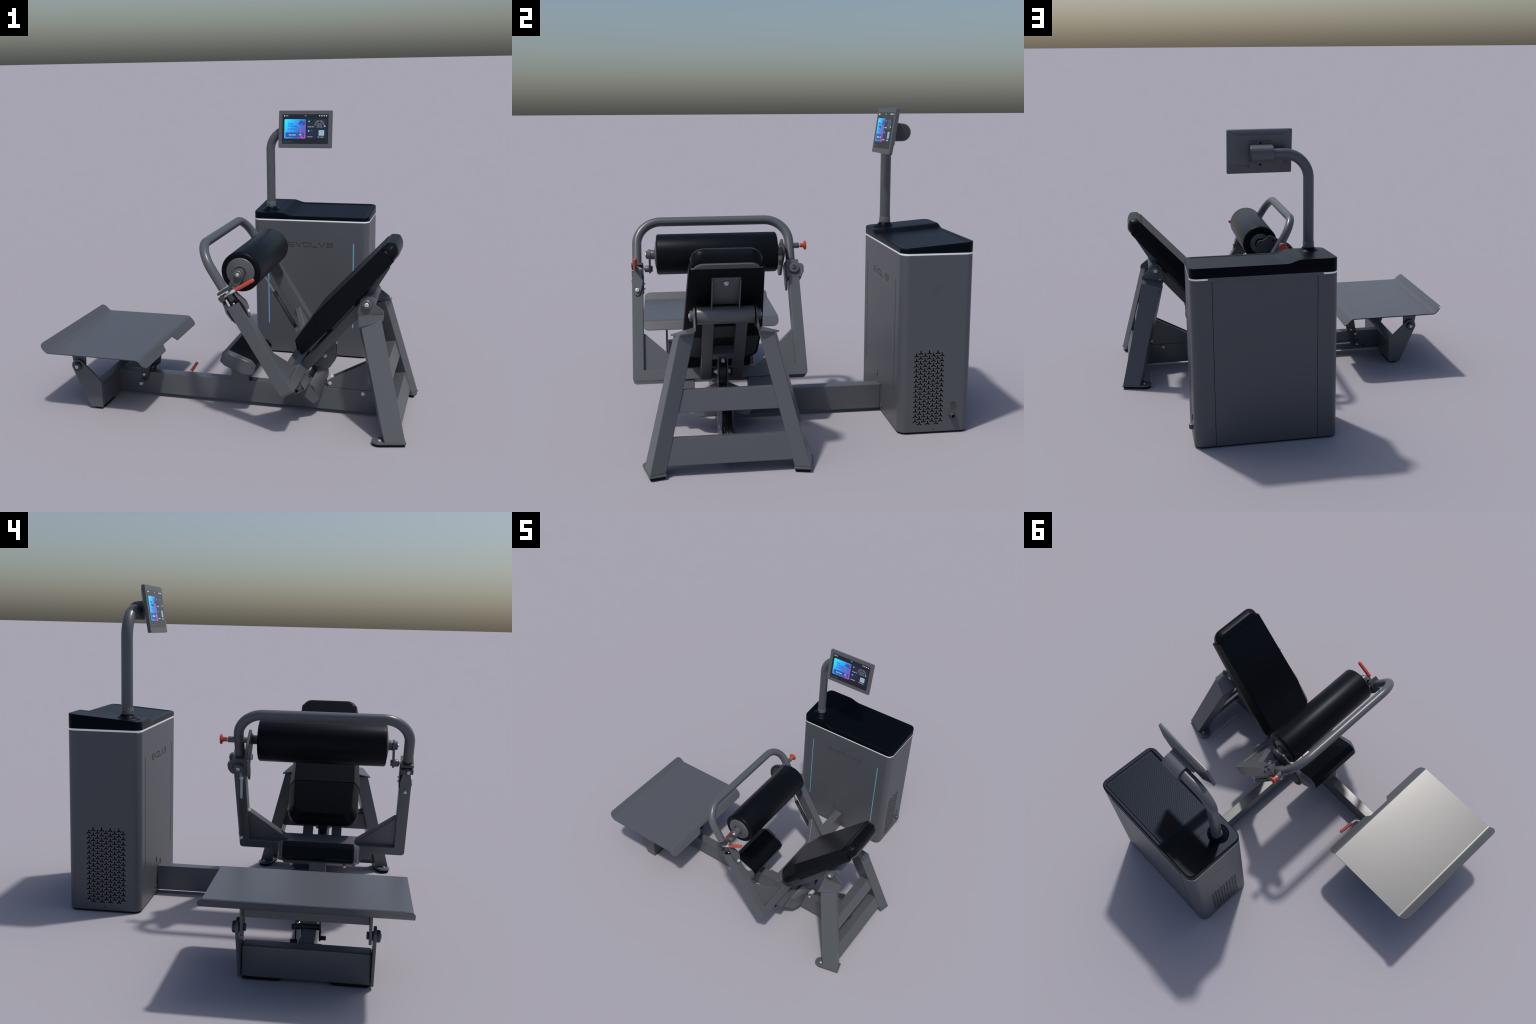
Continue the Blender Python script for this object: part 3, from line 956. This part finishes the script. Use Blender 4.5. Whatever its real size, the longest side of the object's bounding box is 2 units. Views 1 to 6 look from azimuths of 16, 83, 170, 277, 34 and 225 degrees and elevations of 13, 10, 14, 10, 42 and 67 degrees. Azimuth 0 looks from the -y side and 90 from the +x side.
def lever(bm):
    # web tapering from the two outriggers up to the pulley bracket
    for x, z, h in ((0.459, 0.204, 0.139), (0.482, 0.184, 0.126), (0.503, 0.100, 0.088), (0.472, 0.110, 0.088),
                    (0.488, 0.266, 0.027), (0.509, 0.256, 0.027), (0.536, 0.219, 0.018), (0.532, 0.250, 0.018)):
        for sg in (-1, 1):
            bm.verts.new((x, YC + sg * h, z))
    bmesh.ops.convex_hull(bm, input=bm.verts)


simple('lever_web', M_FRAME, pivot, lever)

# ================================================================== 9 drive cabinet
CX0, CX1, CY0, CY1 = -0.1170, 0.6305, 0.4665, 0.8285
outline = rrect(CX0, CX1, CY0, CY1, 0.042, 10)


def body(bm):
    rings = []
    for z, e in ((0.006, 0.004), (0.010, 0.0), (0.8915, 0.0), (0.8935, 0.002)):
        rings.append([(x, y, z) for x, y in rrect(CX0 + e, CX1 - e, CY0 + e, CY1 - e, 0.042 - e, 10)])
    g_loft(bm, rings)


def g_y_slot(bm, x0, x1, cy, cz, flip=1):
    """Three armed slot, one arm up, as a prism along x."""
    r, w = 0.0134, 0.00255
    pts = []
    for k in range(3):
        a = math.radians(90 + 120 * k)
        d = (math.cos(a), math.sin(a))
        n = (-d[1], d[0])
        b = math.radians(90 + 120 * k - 60)
        inner = w / math.sin(math.radians(60))
        pts.append((math.cos(b) * inner, math.sin(b) * inner))
        pts.append((d[0] * (r - w * 0.5) - n[0] * w, d[1] * (r - w * 0.5) - n[1] * w))
        pts.append((d[0] * r - n[0] * w * 0.5, d[1] * r - n[1] * w * 0.5))
        pts.append((d[0] * r + n[0] * w * 0.5, d[1] * r + n[1] * w * 0.5))
        pts.append((d[0] * (r - w * 0.5) + n[0] * w, d[1] * (r - w * 0.5) + n[1] * w))
    g_loft(bm, [[(x, cy + p[0], cz + p[1]) for p in pts] for x in (x0, x1)])


def letter_strokes():
    """E V O L V and a mirrored E as bars and diagonals in a unit cell (w 1, h 1)."""
    t = 0.17
    E_ = [[(0, 0), (1, 0), (1, t), (0, t)], [(0, 0.415), (1, 0.415), (1, 0.585), (0, 0.585)], [(0, 1 - t), (1, 1 - t), (1, 1), (0, 1)]]
    E1 = E_[:1] + E_[1:] + [[(0, t), (0.13, t), (0.13, 1 - t), (0, 1 - t)]]
    V_ = [[(0, 1), (0.42, 0), (0.56, 0), (0.15, 1)], [(0.44, 0.0), (0.58, 0), (1, 1), (0.85, 1)]]
    O_ = [[(0, 0), (1, 0), (1, t), (0, t)], [(0, 1 - t), (1, 1 - t), (1, 1), (0, 1)],
          [(0, t), (0.13, t), (0.13, 1 - t), (0, 1 - t)], [(0.87, t), (1, t), (1, 1 - t), (0.87, 1 - t)]]
    L_ = [[(0, 0), (0.95, 0), (0.95, t), (0, t)], [(0, t), (0.13, t), (0.13, 1), (0, 1)]]
    E2 = E_[:1] + E_[1:] + [[(0.87, t), (1, t), (1, 1 - t), (0.87, 1 - t)]]
    return [E1, V_, O_, L_, V_, E2]


def cutters(bm, bm2):
    # bm: grooves lined with cavity black; bm2: engraved marks in body colour
    p = 0.0257
    for x0, x1, cols in ((CX1 - 0.012, CX1 + 0.01, 7), (CX0 - 0.01, CX0 + 0.012, 9)):
        for c in range(cols):
            odd = c % 2
            for k in range(15 if odd else 14):
                g_y_slot(bm, x0, x1, 0.551 + 0.0214 * c, (0.0525 if odd else 0.0653) + p * k)
    for x in (-0.0225, 0.5345):
        g_box(bm2, (x - 0.0042, x + 0.0042), (CY0 - 0.01, CY0 + 0.008), (0.199, 0.763))
    wl, x, h = 0.0425, 0.109, 0.0305
    for L in letter_strokes():
        for q in L:
            g_loft(bm2, [[(x + a * wl, y, 0.7255 + b * h) for a, b in q] for y in (CY0 - 0.01, CY0 + 0.0038)])
        x += wl + 0.0077
    # back panel seams
    for x in (-0.0105, 0.5205):
        g_box(bm, (x - 0.0012, x + 0.0012), (CY1 - 0.004, CY1 + 0.01), (0.002, 0.8862))
    # small fixing holes at the foot
    for q in ((0.14, CY0), (0.42, CY0)):
        g_cyl(bm, (q[0], q[1] - 0.01, 0.032), (q[0], q[1] + 0.006, 0.032), 0.003, 10)
    for xx in (CX0, CX1):
        g_cyl(bm, (xx - 0.006, 0.645, 0.024), (xx + 0.006, 0.645, 0.024), 0.003, 10)


cab = simple('drive_cabinet', [M_CASE, M_HOLE], ROOT, body, angle=40)
bm1, bm2, bm0 = B(), B(), B()
cutters(bm1, bm2)
g_box(bm0, (CX0 + 0.0045, CX1 - 0.0045), (0.510, 0.786), (0.030, 0.470))      # hollow behind the grilles
c0 = finish('cut_hollow', bm0, [M_CASE, M_HOLE], None)
for f in c0.data.polygons:
    f.material_index = 1
c1 = finish('cut_dark', bm1, [M_CASE, M_HOLE], None, weld=False)
for f in c1.data.polygons:
    f.material_index = 1
c2 = finish('cut_plain', bm2, M_CASE, None, weld=False)
for c, selfx in ((c0, False), (c1, False), (c2, True)):
    bo = cab.modifiers.new('cut', 'BOOLEAN')
    bo.operation = 'DIFFERENCE'
    bo.solver = 'EXACT'
    bo.use_self = selfx
    bo.object = c
dg = bpy.context.evaluated_depsgraph_get()
newme = bpy.data.meshes.new_from_object(cab.evaluated_get(dg))
cab.modifiers.clear()
cab.data = newme
for f in newme.polygons:
    f.use_smooth = True
newme.set_sharp_from_angle(angle=math.radians(30))
wn = cab.modifiers.new('weighted', 'WEIGHTED_NORMAL')
wn.keep_sharp = True
for c in (c0, c1, c2):
    bpy.data.objects.remove(c)

for x in (-0.0225, 0.5345):
    simple('light_bar', M_LED, cab, lambda bm: g_box(bm, (x - 0.0040, x + 0.0040), (CY0 + 0.0055, CY0 + 0.0078), (0.2, 0.762)))
simple('plinth', M_RUB, cab, lambda bm: g_loft(bm, [[(x, y, z) for x, y in rrect(CX0 + 0.008, CX1 - 0.008, CY0 + 0.008, CY1 - 0.008, 0.036)] for z in (0.0, 0.0065)]))
simple('trim_strip', M_STRIP, cab, lambda bm: g_loft(bm, [[(x, y, z) for x, y in rrect(CX0 + e, CX1 - e, CY0 + e, CY1 - e, 0.042 - e, 10)] for z, e in ((0.8936, 0.0015), (0.8945, 0.0008), (0.9022, 0.0008), (0.903, 0.0015))]))
simple('panel_lip', M_CASE, cab, lambda bm: g_box(bm, (-0.039, 0.540), (0.790, CY1 + 0.0035), (0.8865, 0.9065)), bevel=0.001)
simple('flange_bolt', M_CASE, cab, lambda bm: [
    g_lathe(bm, (x, CY0, z), (0, -1, 0), [(-0.002, 0.0135), (0.002, 0.0135), (0.003, 0.012), (0.003, 0.0085), (0.0005, 0.0075), (0.0005, 0.006), (0.003, 0.005)], 28)
    for x, z in ((0.213, 0.188), (0.296, 0.156), (0.309, 0.040), (0.205, 0.040))])
simple('flange_ring', M_HOLE, cab, lambda bm: [
    g_lathe(bm, (x, CY0, z), (0, -1, 0), [(-0.001, 0.0150), (0.0006, 0.0150), (0.0008, 0.0138)], 28)
    for x, z in ((0.213, 0.188), (0.296, 0.156), (0.309, 0.040), (0.205, 0.040))])
simple('power_socket', M_CASE, cab, lambda bm: [
    g_loft(bm, [[(x, y, z) for y, z in rrect(0.7265, 0.7555, 0.131, 0.165, 0.003, 4)] for x in (CX1 - 0.001, CX1 + 0.0040)]),
    ], bevel=0.0008)
simple('socket_face', M_DARKMETAL, cab, lambda bm: g_loft(bm, [[(x, y, z) for y, z in rrect(0.7305, 0.7515, 0.135, 0.161, 0.002, 4)] for x in (CX1 + 0.0039, CX1 + 0.0048)]), bevel=0.0005)
simple('cable_gland', M_DARKMETAL, cab, lambda bm: [
    g_lathe(bm, (CX1 - 0.001, 0.739, 0.089), (1, 0, 0), [(0, 0.0165), (0.006, 0.0165), (0.016, 0.0150), (0.021, 0.0125), (0.022, 0.0085), (0.014, 0.0075)], 32)])
simple('gland_hole', M_HOLE, cab, lambda bm: g_cyl(bm, (CX1 + 0.010, 0.739, 0.089), (CX1 + 0.0165, 0.739, 0.089), 0.0074, 20))


def slashes(bm, x0, x1):
    d = Vector((0, 0.82, 0.57))
    n = Vector((0, -0.57, 0.82))
    for off, sh, L in ((0.016, -0.012, 0.056), (0.0055, 0.002, 0.082), (-0.005, 0.000, 0.060), (-0.0155, 0.012, 0.056)):
        c = Vector((0, 0.648, 0.728)) + n * off + d * sh
        q = [c + d * (-L / 2) - n * 0.003, c + d * (L / 2 - 0.006) - n * 0.003, c + d * (L / 2) + n * 0.003, c + d * (-L / 2 + 0.006) + n * 0.003]
        g_loft(bm, [[(x, p.y, p.z) for p in q] for x in (x0, x1)])


simple('side_emblem', M_CASE, cab, lambda bm: slashes(bm, CX1 - 0.001, CX1 + 0.0004))
simple('side_emblem', M_CASE, cab, lambda bm: slashes(bm, CX0 - 0.0004, CX0 + 0.001))


# ---- top cap with a raised end and a ribbed tray
def smooth(t):
    t = max(0.0, min(1.0, t))
    return t * t * (3 - 2 * t)


def cap_top(x, y):
    fy = (y - CY0) / (CY1 - CY0)
    rim = 0.9260 + 0.0300 * fy
    return rim + 0.0185 * (1 - smooth((x - 0.068) / 0.080))


TRAY = 0.0032
TR = 0.019                     # rim width


def tray_depth(x, y):
    d = min(y - CY0 - TR, CY1 - TR - y, CX1 - TR - x)
    k = smooth(d / 0.008)
    kx = smooth((x - 0.080) / 0.075)
    return TRAY * k * kx


def cap(bm):
    r = 0.042

    def yspan(x, e):
        dx = min(x - CX0 - e, CX1 - e - x)
        rr = r - e
        cut = rr - math.sqrt(max(0, rr * rr - (rr - dx) ** 2)) if dx < rr else 0
        return CY0 + e + cut, CY1 - e - cut
    e = 0.004
    xs = [CX0 + e + (r - e) * (1 - math.cos(math.pi / 2 * i / 10)) for i in range(11)]
    n = 110
    xs += [xs[-1] + (CX1 - r - (CX0 + r)) * i / n for i in range(1, n)]
    xs += [CX1 - e - (r - e) * (1 - math.cos(math.pi / 2 * (10 - i) / 10)) for i in range(11)]
    vs = [0.0, 0.01, 0.02, 0.03, 0.04, 0.05, 0.06, 0.07, 0.08, 0.1]
    vs = vs + [0.1 + 0.8 * i / 24 for i in range(1, 24)] + [1 - v for v in vs[::-1]]
    grid = []
    for x in xs:
        a, b = yspan(x, e)
        grid.append([bm.verts.new((x, a + (b - a) * v, cap_top(x, a + (b - a) * v) - tray_depth(x, a + (b - a) * v))) for v in vs])
    for p, q in zip(grid, grid[1:]):
        for j in range(len(vs) - 1):
            vv = (p[j], p[j + 1], q[j + 1], q[j])
            bm.faces.new(vv)
    ring = [g[0] for g in grid] + grid[-1][1:] + [g[-1] for g in grid[::-1]][1:] + grid[0][::-1][1:-1]
    cx, cy = (CX0 + CX1) / 2, (CY0 + CY1) / 2
    prev = ring
    for dz, ee in ((0.0012, 0.0015), (0.004, 0.0), (None, 0.0)):
        new = []
        for v in ring:
            # push outward along the rounded outline
            px = min(max(v.co.x, CX0 + r), CX1 - r)
            py = min(max(v.co.y, CY0 + r), CY1 - r)
            d = Vector((v.co.x - px, v.co.y - py))
            L = d.length or 1
            k = (r - ee) / L
            z = 0.9032 if dz is None else cap_top(v.co.x, v.co.y) - dz
            new.append(bm.verts.new((px + d.x * k, py + d.y * k, z)))
        m = len(ring)
        for i in range(m):
            j = (i + 1) % m
            bm.faces.new((prev[i], prev[j], new[j], new[i]))
        prev = new
    bm.faces.new(prev)


topc = simple('top_cap', M_CAP, cab, cap, angle=50)


def ribs(bm):
    x0, x1, y0, y1 = 0.158, CX1 - TR - 0.012, CY0 + TR + 0.012, CY1 - TR - 0.012
    pitch, w, h = 0.0105, 0.0055, 0.0006
    k = 0
    c = x0 + y0 + pitch
    while c < x1 + y1 - 0.004:
        # ribs run diagonally: x + (y flipped) constant
        pts = []
        for cc in (c - w / 2, c + w / 2):
            a = max(x0, cc - y1)
            b = min(x1, cc - y0)
            pts.append((a, b, cc))
        (a0, b0, c0), (a1, b1, c1_) = pts
        if b0 - a0 > 0.006 and b1 - a1 > 0.006:
            n = 6
            rows = []
            for i in range(n + 1):
                f = i / n
                row = []
                for aa, bb, cc in pts:
                    x = aa + (bb - aa) * f
                    yy = y0 + y1 - (y0 + y1 - (cc - x))
                    z = cap_top(x, yy) - TRAY - 0.0004
                    row.append((x, yy, z))
                m = ((row[0][0] + row[1][0]) / 2, (row[0][1] + row[1][1]) / 2, (row[0][2] + row[1][2]) / 2 + h)
                rows.append([row[0], m, row[1]])
            g_loft(bm, rows)
        c += pitch * 1.414


simple('tray_ribs', M_CAP, cab, ribs, kind='stuff', weld=False, angle=20)
simple('cap_seam', M_HOLE, cab, lambda bm: g_loft(bm, [
    [(0.036 + s, y, cap_top(0.036, y) + dz) for s, dz in ((-0.0007, -0.002), (0.0007, -0.002), (0.0007, 0.00025), (-0.0007, 0.00025))]
    for y in (CY0 + 0.03, CY1 - 0.03)]))

# ================================================================== 10 post and display
PX, PY = -0.020, 0.557
zc = cap_top(PX, PY)
post_path = fillet_path([(PX, PY, 0.965), (PX, PY, 1.4665), (0.225, PY, 1.4665)], 0.130, 24)
post = simple('display_post', M_FRAME, ROOT, lambda bm: g_tube(bm, post_path, 0.0280, 44), angle=60)
simple('post_flare', M_CAP, post, lambda bm: g_lathe(
    bm, (PX, PY, zc - 0.006), (0, 0, 1), [(0, 0.066), (0.0055, 0.062), (0.009, 0.052), (0.014, 0.041), (0.020, 0.035), (0.026, 0.0325), (0.0265, 0.029)], 56))
simple('post_collar', M_FRAME, post, lambda bm: g_lathe(
    bm, (PX, PY, zc + 0.016), (0, 0, 1), [(0, 0.0296), (0.034, 0.0296), (0.0352, 0.0288), (0.0352, 0.027)], 48))
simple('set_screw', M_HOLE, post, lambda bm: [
    g_cyl(bm, (PX - 0.0082, PY - 0.0274, 0.983), (PX - 0.0087, PY - 0.0290, 0.983), 0.0036, 14),
    g_cyl(bm, (PX - 0.0275, PY + 0.0078, 0.983), (PX - 0.0290, PY + 0.0083, 0.983), 0.0036, 14)])

# display plane: origin at centre of the front face
DC = Vector((0.2245, 0.4755, 1.4755))
DU = Vector((1, 0, 0))
DV = Vector((0, 0.0335, 0.228)).normalized()
DN = DU.cross(DV)                          # towards the user (-y)
if DN.y > 0:
    DN = -DN


def DP(u, v, n):
    return DC + DU * u + DV * v + DN * n


def slab(bm, u0, u1, v0, v1, n0, n1, r=0.004, seg=4):
    g_loft(bm, [[DP(u, v, n) for u, v in rrect(u0, u1, v0, v1, r, seg)] for n in (n0, n1)])


W2, H2 = 0.1695, 0.1155


def display_body(bm):
    rings = []
    # back cover bulges above a step; below it only the slim frame is left
    for n, e, eb, r in ((-0.0350, 0.050, 0.0500, 0.006), (-0.0340, 0.046, 0.0475, 0.006), (-0.0175, 0.0025, 0.0450, 0.006),
                        (-0.0165, 0.0015, 0.0015, 0.006), (-0.0145, 0.0, 0.0, 0.006), (-0.0015, 0.0, 0.0, 0.006), (0.0, 0.0015, 0.0015, 0.005)):
        rings.append([DP(u, v, n) for u, v in rrect(-W2 + e, W2 - e, -H2 + eb, H2 - e * 0.5, r, 5)])
    g_loft(bm, rings)


disp = simple('display', M_FRAME, ROOT, display_body, angle=35)
simple('screen', M_SCREEN, disp, lambda bm: slab(bm, -0.1465, 0.1455, -0.0895, 0.0925, -0.002, 0.0006, 0.002))
simple('main_card', M_CARD, disp, lambda bm: slab(bm, -0.1325, 0.0035, -0.0575, 0.0620, 0.0005, 0.0012, 0.006))


def limb(bm, pts, n0=0.0012, n1=0.0017):
    """Tapered ribbon through (u, v, half width)."""
    L, R = [], []
    for i, (u, v, w) in enumerate(pts):
        a, b = pts[max(i - 1, 0)], pts[min(i + 1, len(pts) - 1)]
        d = Vector((b[0] - a[0], b[1] - a[1])).normalized()
        L.append((u - d.y * w, v + d.x * w))
        R.append((u + d.y * w, v - d.x * w))
    poly = L + R[::-1]
    g_loft(bm, [[DP(u, v, n) for u, v in poly] for n in (n0, n1)])


simple('card_figure', M_BLUE, disp, lambda bm: [
    limb(bm, [(-0.040, 0.030, 0.006), (-0.027, 0.044, 0.011), (-0.012, 0.040, 0.012), (-0.003, 0.026, 0.008)])])
simple('card_accent', M_MAG, disp, lambda bm: [
    limb(bm, [(-0.016, 0.044, 0.0012), (-0.006, 0.036, 0.0030), (0.0005, 0.022, 0.0035), (0.002, 0.014, 0.001)]),
    limb(bm, [(-0.037, 0.022, 0.0008), (-0.031, 0.006, 0.0018), (-0.029, -0.014, 0.0018), (-0.0255, -0.032, 0.0024), (-0.021, -0.050, 0.005), (-0.020, -0.056, 0.006)]),
    limb(bm, [(-0.056, 0.061, 0.0010), (-0.050, 0.048, 0.0012)])])
simple('start_button', M_BLUE, disp, lambda bm: slab(bm, -0.1245, -0.0045, -0.0500, -0.0190, 0.0010, 0.0016, 0.005))
simple('tile', M_TILE, disp, lambda bm: slab(bm, 0.0105, 0.1355, 0.0050, 0.0620, 0.0005, 0.0011, 0.004))
simple('tile', M_TILE, disp, lambda bm: slab(bm, 0.0090, 0.0690, -0.0570, 0.0000, 0.0005, 0.0011, 0.004))
simple('tile', M_TILE, disp, lambda bm: slab(bm, 0.0725, 0.1330, -0.0570, 0.0000, 0.0005, 0.0011, 0.004))
simple('blank_tile', M_PALE, disp, lambda bm: slab(bm, 0.0880, 0.1185, -0.0370, -0.0070, 0.0013, 0.0018, 0.003))
simple('blank_tile_frame', M_CYAN, disp, lambda bm: slab(bm, 0.0860, 0.1205, -0.0390, -0.0050, 0.0009, 0.0014, 0.004))
simple('tile_icon', M_CYAN, disp, lambda bm: [
    slab(bm, 0.0195, 0.0280, 0.0440, 0.0530, 0.0010, 0.0017, 0.003), slab(bm, 0.0180, 0.0270, -0.0150, -0.0055, 0.0010, 0.0017, 0.003)])
simple('tile_badge', M_NAVY, disp, lambda bm: slab(bm, 0.0300, 0.0490, -0.0130, -0.0030, 0.0010, 0.0017, 0.002))


def torso(bm):
    # stylised muscle chart: shoulders, chest, abdomen and arms
    for s in (-1, 1):
        c = 0.090
        limb(bm, [(c + s * 0.002, 0.052, 0.004), (c + s * 0.013, 0.049, 0.0065), (c + s * 0.021, 0.041, 0.004)], 0.0011, 0.0015)
        limb(bm, [(c + s * 0.0225, 0.044, 0.0035), (c + s * 0.027, 0.032, 0.0035), (c + s * 0.030, 0.018, 0.0022)], 0.0011, 0.0015)
        for k in range(3):
            slab(bm, c + min(s * 0.0012, s * 0.0095), c + max(s * 0.0012, s * 0.0095), 0.030 - 0.010 * k, 0.038 - 0.010 * k, 0.0011, 0.0015, 0.002)
        limb(bm, [(c + s * 0.015, 0.036, 0.003), (c + s * 0.0135, 0.020, 0.003), (c + s * 0.015, 0.008, 0.003)], 0.0011, 0.0015)


simple('torso_chart', M_TEXTGREY, disp, torso, weld=False)


def text(body, u, v, size, mat, align='LEFT', n=0.0018):
    cu = bpy.data.curves.new('lettering', 'FONT')
    cu.body = body
    cu.size = size
    cu.align_x = align
    cu.extrude = 0.0002
    cu.resolution_u = 3
    tmp = bpy.data.objects.new('lettering', cu)
    bpy.context.scene.collection.objects.link(tmp)
    me = bpy.data.meshes.new_from_object(tmp.evaluated_get(bpy.context.evaluated_depsgraph_get()))
    bpy.data.objects.remove(tmp)
    for vv in me.vertices:
        vv.co = DP(u + vv.co.x, v + vv.co.y, n + vv.co.z)
    me.materials.clear()
    me.materials.append(mat)
    ob = bpy.data.objects.new('lettering', me)
    bpy.context.scene.collection.objects.link(ob)
    ob.parent = disp
    return ob


text('Free', -0.110, 0.0300, 0.017, M_NAVY)
text('Training', -0.110, 0.0140, 0.017, M_NAVY)
text('Get start', -0.104, -0.0385, 0.0125, M_WHITE)
text('Strength Test', 0.0170, 0.0130, 0.0068, M_WHITE)
text('Assessment', 0.0140, -0.0480, 0.0072, M_WHITE)
text('Scan to Login', 0.0805, -0.0490, 0.0066, M_WHITE)
text('Hello', -0.124, 0.0805, 0.0070, M_WHITE)
text('7:15', -0.004, 0.0810, 0.0065, M_WHITE)
simple('caption_line', M_NAVY, disp, lambda bm: [slab(bm, -0.110, -0.062, 0.0030, 0.0045, 0.0012, 0.0016, 0.0005),
                                                slab(bm, -0.110, -0.060, -0.0030, -0.0015, 0.0012, 0.0016, 0.0005)])


def icons(bm):
    for u in (0.090, 0.104, 0.118, 0.1325):
        slab(bm, u - 0.003, u + 0.003, 0.0800, 0.0860, 0.0008, 0.0013, 0.0025)
    slab(bm, -0.1365, -0.1300, 0.0790, 0.0830, 0.0008, 0.0013, 0.0015)
    slab(bm, -0.1350, -0.1315, 0.0825, 0.0870, 0.0008, 0.0013, 0.0015)
    for u, v, s in ((-0.034, -0.0345, 1.0), (0.122, 0.018, 0.9)):
        limb(bm, [(u - 0.004 * s, v - 0.004 * s, 0.0008), (u + 0.004 * s, v + 0.004 * s, 0.0008)], 0.0014, 0.002)
        limb(bm, [(u - 0.002 * s, v + 0.0045 * s, 0.0008), (u + 0.005 * s, v + 0.0045 * s, 0.0008)], 0.0014, 0.002)
        limb(bm, [(u + 0.0045 * s, v + 0.005 * s, 0.0008), (u + 0.0045 * s, v - 0.002 * s, 0.0008)], 0.0014, 0.002)


simple('screen_icon', M_WHITE, disp, icons, weld=False)
simple('footer_line', M_TEXTGREY, disp, lambda bm: slab(bm, -0.138, -0.080, -0.0790, -0.0770, 0.0006, 0.0010, 0.0005))

# mount behind the display
simple('mount_plate', M_FRAME, disp, lambda bm: slab(bm, -0.0600, 0.0560, -0.080, 0.060, -0.0460, -0.016, 0.004), bevel=0.003)
ccx = [0.1650, 0.2810]


def clamp_block(bm):
    cy, cz, r = 0.5575, 1.4665, 0.0445
    pts = [(cy + r * math.sin(math.radians(a)), cz + r * math.cos(math.radians(a))) for a in range(0, 181, 10)]
    pts += [(0.517, cz - r), (0.517, cz + r + 0.006)]
    rings = [[(x, y, z) for y, z in pts] for x in ccx]
    g_loft(bm, rings)


simple('mount_clamp', M_FRAME, disp, clamp_block, bevel=0.002)
simple('clamp_cap', M_DARKMETAL, disp, lambda bm: g_loft(bm, [
    [(x, 0.5575 + 0.037 * math.sin(math.radians(a)) if a <= 180 else 0.525, 1.4665 + (0.037 * math.cos(math.radians(a)) if a <= 180 else (-0.037 if a < 200 else 0.037)))
     for a in list(range(0, 181, 10)) + [190, 210]] for x in (0.2805, 0.2835)]))
simple('mount_screw', M_HOLE, disp, lambda bm: [g_cyl(bm, DP(0.0, 0.052, -0.0455), DP(0.0, 0.052, -0.0463), 0.006, 16),
                                               g_cyl(bm, DP(0.0, -0.062, -0.0455), DP(0.0, -0.062, -0.0463), 0.006, 16)])
simple('back_cover_seam', M_HOLE, disp, lambda bm: [
    limb(bm, [(-0.122, -0.096, 0.0008), (-0.105, -0.080, 0.0008), (-0.088, -0.066, 0.0008), (-0.062, -0.0655, 0.0008)], -0.0171, -0.0160),
    limb(bm, [(0.056, -0.0655, 0.0008), (0.088, -0.066, 0.0008), (0.105, -0.080, 0.0008), (0.122, -0.096, 0.0008)], -0.0171, -0.0160)])
